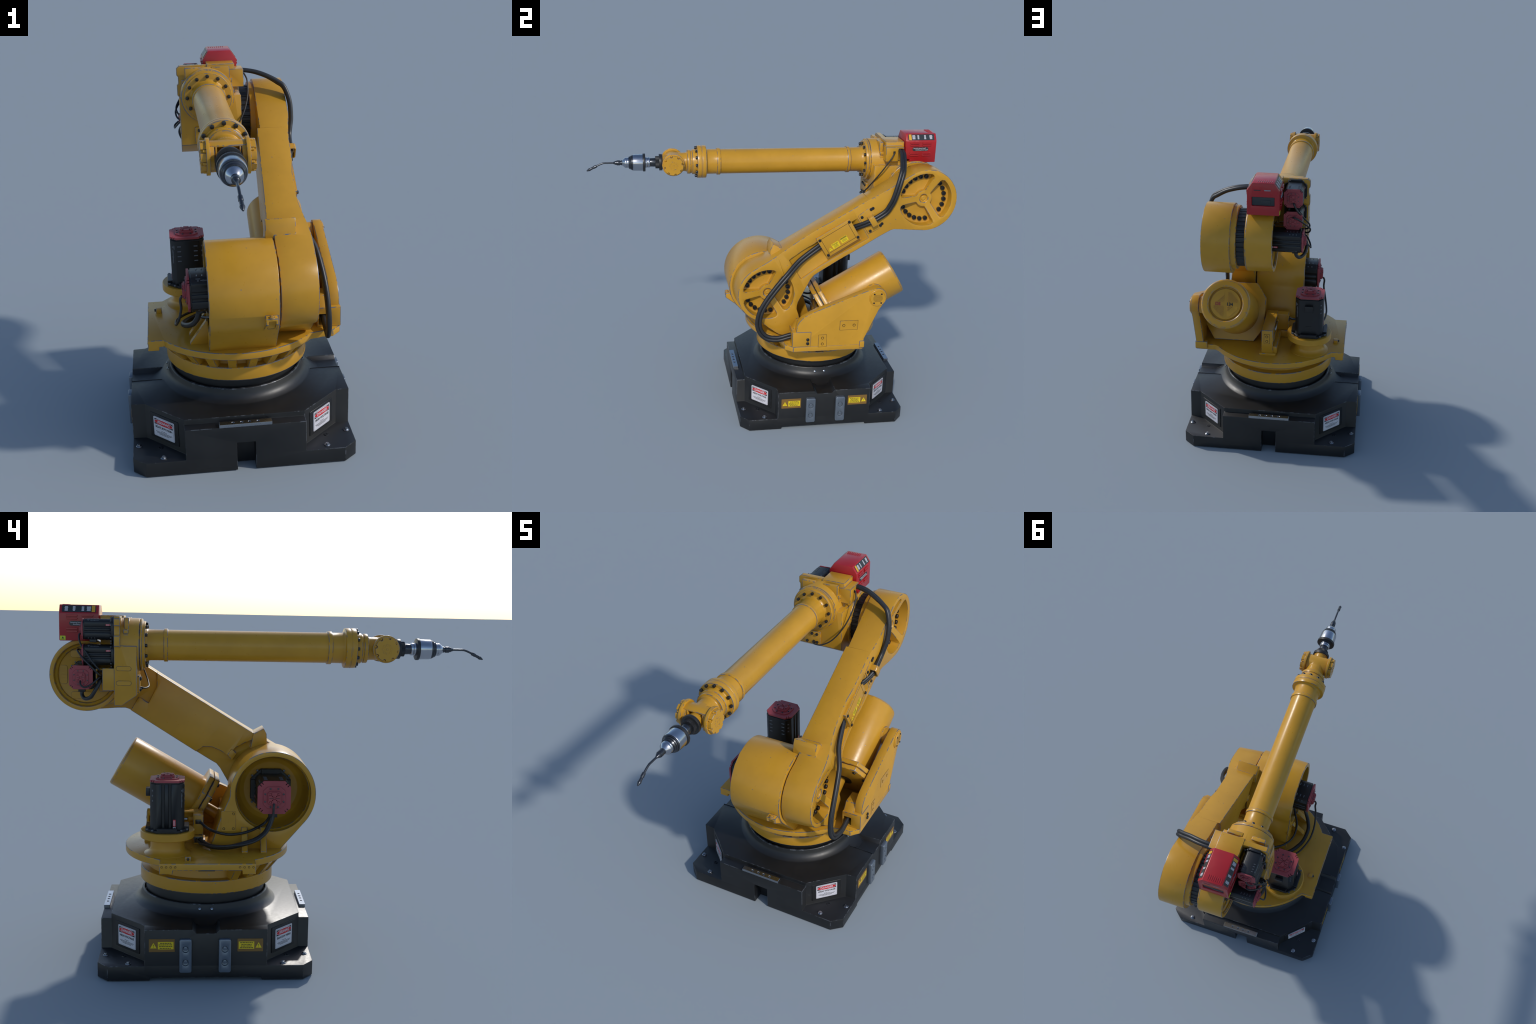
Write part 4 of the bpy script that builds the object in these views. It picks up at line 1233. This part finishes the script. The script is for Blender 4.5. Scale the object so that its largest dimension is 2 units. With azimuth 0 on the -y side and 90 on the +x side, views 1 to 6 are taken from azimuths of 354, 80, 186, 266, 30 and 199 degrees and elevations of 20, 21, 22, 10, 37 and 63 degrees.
# marks on the rear face
finish(box(XC + 0.012, XC + 0.044, 0.9325, 0.9336, 1.5555, 1.560), 'rear_mark', DARK, ctrl)
finish(box(XC - 0.035, XC - 0.005, 0.9325, 0.9336, 1.5555, 1.5605), 'rear_mark', INKG, ctrl)
for sx in (-1, 1):
    xs = XC + sx * 0.077
    dn = Vector((sx * 0.037, 0, 0.025)).normalized()
    right = (0, sx, 0)
    # slats
    sl = []
    for zz in (1.5455, 1.5335, 1.489, 1.477):
        for y0, y1 in ((0.781, 0.832), (0.851, 0.902)):
            b = prism(roundrect((y1 - y0) / 2, 0.0042, 0.0036, 3), 'z', -0.003, 0.0055, 0.0014, 1)
            b.transform(frame((xs, (y0 + y1) / 2, zz), right, (0, 0, 1)))
            finish(b, 'slat', REDB, ctrl)
    # name pill
    Mp = frame((xs + sx * 0.0004, 0.842, 1.5115), right, (0, 0, 1))
    pill = [prism(roundrect(0.046, 0.0105, 0.0103, 6), 'z', -0.001, 0.0012, mi=0)]
    pill.append(text('Amazing brand stuff', 0.0088, Matrix.Translation((-0.006, 0.0042, 0.0012)), 1))
    pill.append(text('Amazing brand stuff', 0.0088, Matrix.Translation((0.006, -0.0042, 0.0012)), 1))
    ob = finish(join(pill), 'name_pill', [DARK, WHITE], ctrl)
    ob.matrix_world = Mp
    # instrument strip on the bevelled shoulder
    up = Vector((-sx * 0.025, 0, 0.037))
    Ms = frame((XC + sx * 0.0645, 0.845, 1.5755), right, up)
    fd = -sx                                    # front of the box along the local x axis
    lab = [prism(roundrect(0.075, 0.0175, 0.001, 1), 'z', -0.002, 0.0012, mi=0)]
    xo = fd * 0.0635
    lab.append(prism([(xo - 0.0075, -0.0165), (xo + 0.0075, -0.0165), (xo + 0.0075, 0.0165), (xo - 0.0075, 0.0165)], 'z', 0, 0.0018, mi=1))
    for x0, w in ((fd * 0.043, 0.0105), (fd * 0.017, 0.006), (-fd * 0.022, 0.006), (-fd * 0.056, 0.0085)):
        for j in range(5):
            zz = -0.010 + j * 0.005
            l = w * random.uniform(0.75, 1.0)
            lab.append(prism([(x0 - l, zz - 0.0015), (x0 + l, zz - 0.0015), (x0 + l, zz + 0.0015), (x0 - l, zz + 0.0015)], 'z', 0, 0.0017, mi=2))
    finish(join(lab), 'instrument_strip', [DARK, plain('strip_amber', (0.62, 0.32, 0.02), 0.5), WHITE], ctrl).matrix_world = Ms
# lime hazard sticker on the -x side
hz = [prism([(-0.012, -0.009), (0.012, -0.009), (0.012, 0.009), (-0.012, 0.009)], 'z', -0.001, 0.0012, mi=0), prism([(-0.005, -0.003), (0.005, -0.003), (0, 0.0065)], 'z', 0, 0.0016, mi=1), prism([(-0.008, -0.0065), (0.008, -0.0065), (0.008, -0.0052), (-0.008, -0.0052)], 'z', 0, 0.0016, mi=1)]
finish(join(hz), 'hazard_sticker', [LIME, INK], ctrl).matrix_world = frame((XC - 0.0772, 0.917, 1.4475), (0, -1, 0), (0, 0, 1))

# ================================================================== HOSES AND CABLES
def shift(pts, d):
    P = [Vector(p) for p in pts]
    out = []
    for i, p in enumerate(P):
        t = (P[min(i + 1, len(P) - 1)] - P[max(i - 1, 0)]).normalized()
        s = t.cross(Vector((1, 0, 0.25)).normalized())
        if s.length < 0.25:
            s = Vector((0, 0.6, -0.8)) * 0.3
        s.normalize()
        out.append(p + s * d)
    return out
main1 = [(0.085, 0.728, 1.505), (0.112, 0.726, 1.508), (0.150, 0.722, 1.503), (0.185, 0.715, 1.494), (0.226, 0.704, 1.478), (0.268, 0.693, 1.454), (0.297, 0.681, 1.430), (0.318, 0.660, 1.370), (0.321, 0.640, 1.300), (0.314, 0.623, 1.255), (0.307, 0.600, 1.216), (0.304, 0.540, 1.175), (0.298, 0.508, 1.156), (0.281, 0.474, 1.136), (0.262, 0.442, 1.117), (0.252, 0.40, 1.092), (0.252, 0.36, 1.07)]
main2 = [(0.252, 0.33, 1.055), (0.256, 0.28, 1.030), (0.267, 0.238, 1.007), (0.291, 0.138, 0.940), (0.330, 0.063, 0.873), (0.346, 0.003, 0.808), (0.356, -0.055, 0.731), (0.360, -0.089, 0.659), (0.363, -0.093, 0.586), (0.365, -0.057, 0.530), (0.372, 0.008, 0.516), (0.373, 0.077, 0.531), (0.374, 0.14, 0.545)]
def hose_pair(pts, name, r, d):
    # the second hose runs beside the first, offset across the common plane of travel
    P = [Vector(p) for p in pts]
    res = []
    for sgn in (-1, 1):
        q = []
        for i, p in enumerate(P):
            t = (P[min(i + 1, len(P) - 1)] - P[max(i - 1, 0)]).normalized()
            n = t.cross(Vector((1, 0, 0)))
            w = n.length
            n = n.normalized() if w > 1e-4 else Vector((0, 1, 0))
            side = n if w > 0.5 else (n * w + Vector((0, -1, 0)) * (1 - w)).normalized()
            q.append(p + side * d * sgn)
        res.append(finish(tube(q, r, 14, 8, ribs=0.0007, pitch=0.0055), name, RUB, ROBOT, 60))
    return res
hose_pair(main1, 'supply_hose', 0.0098, 0.0082)
hose_pair(main2, 'supply_hose', 0.0102, 0.0086)

def cable(pts, r):
    return finish(tube(pts, r, 12, 8), 'cable', RUB, ROBOT, 60)
# elbow sensor wire
cable([(0.111, 0.688, 1.500), (0.118, 0.684, 1.495), (0.128, 0.664, 1.465), (0.122, 0.622, 1.400), (0.095, 0.580, 1.330), (0.05, 0.552, 1.270), (0.0, 0.540, 1.238), (-0.035, 0.543, 1.230), (-0.058, 0.556, 1.228), (-0.066, 0.575, 1.232)], 0.0036)
finish(box(0.107, 0.113, 0.680, 0.692, 1.493, 1.506, 0.001), 'wire_gland', BOLT, ROBOT)
# wrist motor leads and elbow motor cables
cable([(-0.120, 0.823, 1.474), (-0.125, 0.838, 1.462), (-0.145, 0.830, 1.425), (-0.172, 0.800, 1.385), (-0.196, 0.77, 1.345), (-0.190, 0.748, 1.318), (-0.165, 0.738, 1.308), (-0.13, 0.733, 1.30)], 0.0042)
cable([(-0.120, 0.823, 1.394), (-0.124, 0.842, 1.400), (-0.145, 0.842, 1.392), (-0.175, 0.815, 1.362), (-0.200, 0.775, 1.325), (-0.192, 0.748, 1.296), (-0.165, 0.738, 1.29), (-0.13, 0.733, 1.29)], 0.0042)
cable([(-0.188, 0.828, 1.266), (-0.206, 0.824, 1.250), (-0.208, 0.805, 1.240), (-0.200, 0.775, 1.255), (-0.180, 0.750, 1.278), (-0.145, 0.733, 1.286)], 0.0042)
cable([(-0.135, 0.827, 1.222), (-0.140, 0.826, 1.200), (-0.155, 0.812, 1.186), (-0.175, 0.785, 1.195), (-0.185, 0.760, 1.232), (-0.170, 0.745, 1.262), (-0.14, 0.733, 1.275)], 0.0085)
# shoulder motor cables
cable([(-0.160, -0.030, 0.668), (-0.164, -0.026, 0.645), (-0.172, -0.013, 0.615), (-0.190, 0.008, 0.585), (-0.214, 0.046, 0.563), (-0.228, 0.092, 0.549), (-0.220, 0.157, 0.530), (-0.196, 0.205, 0.520), (-0.155, 0.255, 0.515), (-0.095, 0.290, 0.520), (-0.05, 0.300, 0.522)], 0.0115)
cable([(-0.228, -0.029, 0.730), (-0.236, -0.027, 0.712), (-0.234, -0.024, 0.672), (-0.245, -0.005, 0.616), (-0.256, 0.041, 0.573), (-0.260, 0.093, 0.553), (-0.252, 0.158, 0.542), (-0.215, 0.240, 0.528), (-0.15, 0.295, 0.524), (-0.08, 0.315, 0.524), (-0.05, 0.318, 0.524)], 0.0055)
cable([(-0.135, -0.028, 0.668), (-0.118, -0.016, 0.640), (-0.108, 0.000, 0.615), (-0.124, 0.032, 0.598), (-0.154, 0.088, 0.581), (-0.160, 0.155, 0.571), (-0.144, 0.208, 0.573), (-0.116, 0.248, 0.580), (-0.082, 0.275, 0.588), (-0.060, 0.300, 0.606), (-0.05, 0.31, 0.608)], 0.0062)
finish(box(-0.064, -0.055, 0.295, 0.322, 0.597, 0.617, 0.001), 'cable_gland', BOLT, ROBOT)
finish(box(-0.064, -0.055, 0.285, 0.327, 0.507, 0.535, 0.001), 'cable_gland', BOLT, ROBOT)
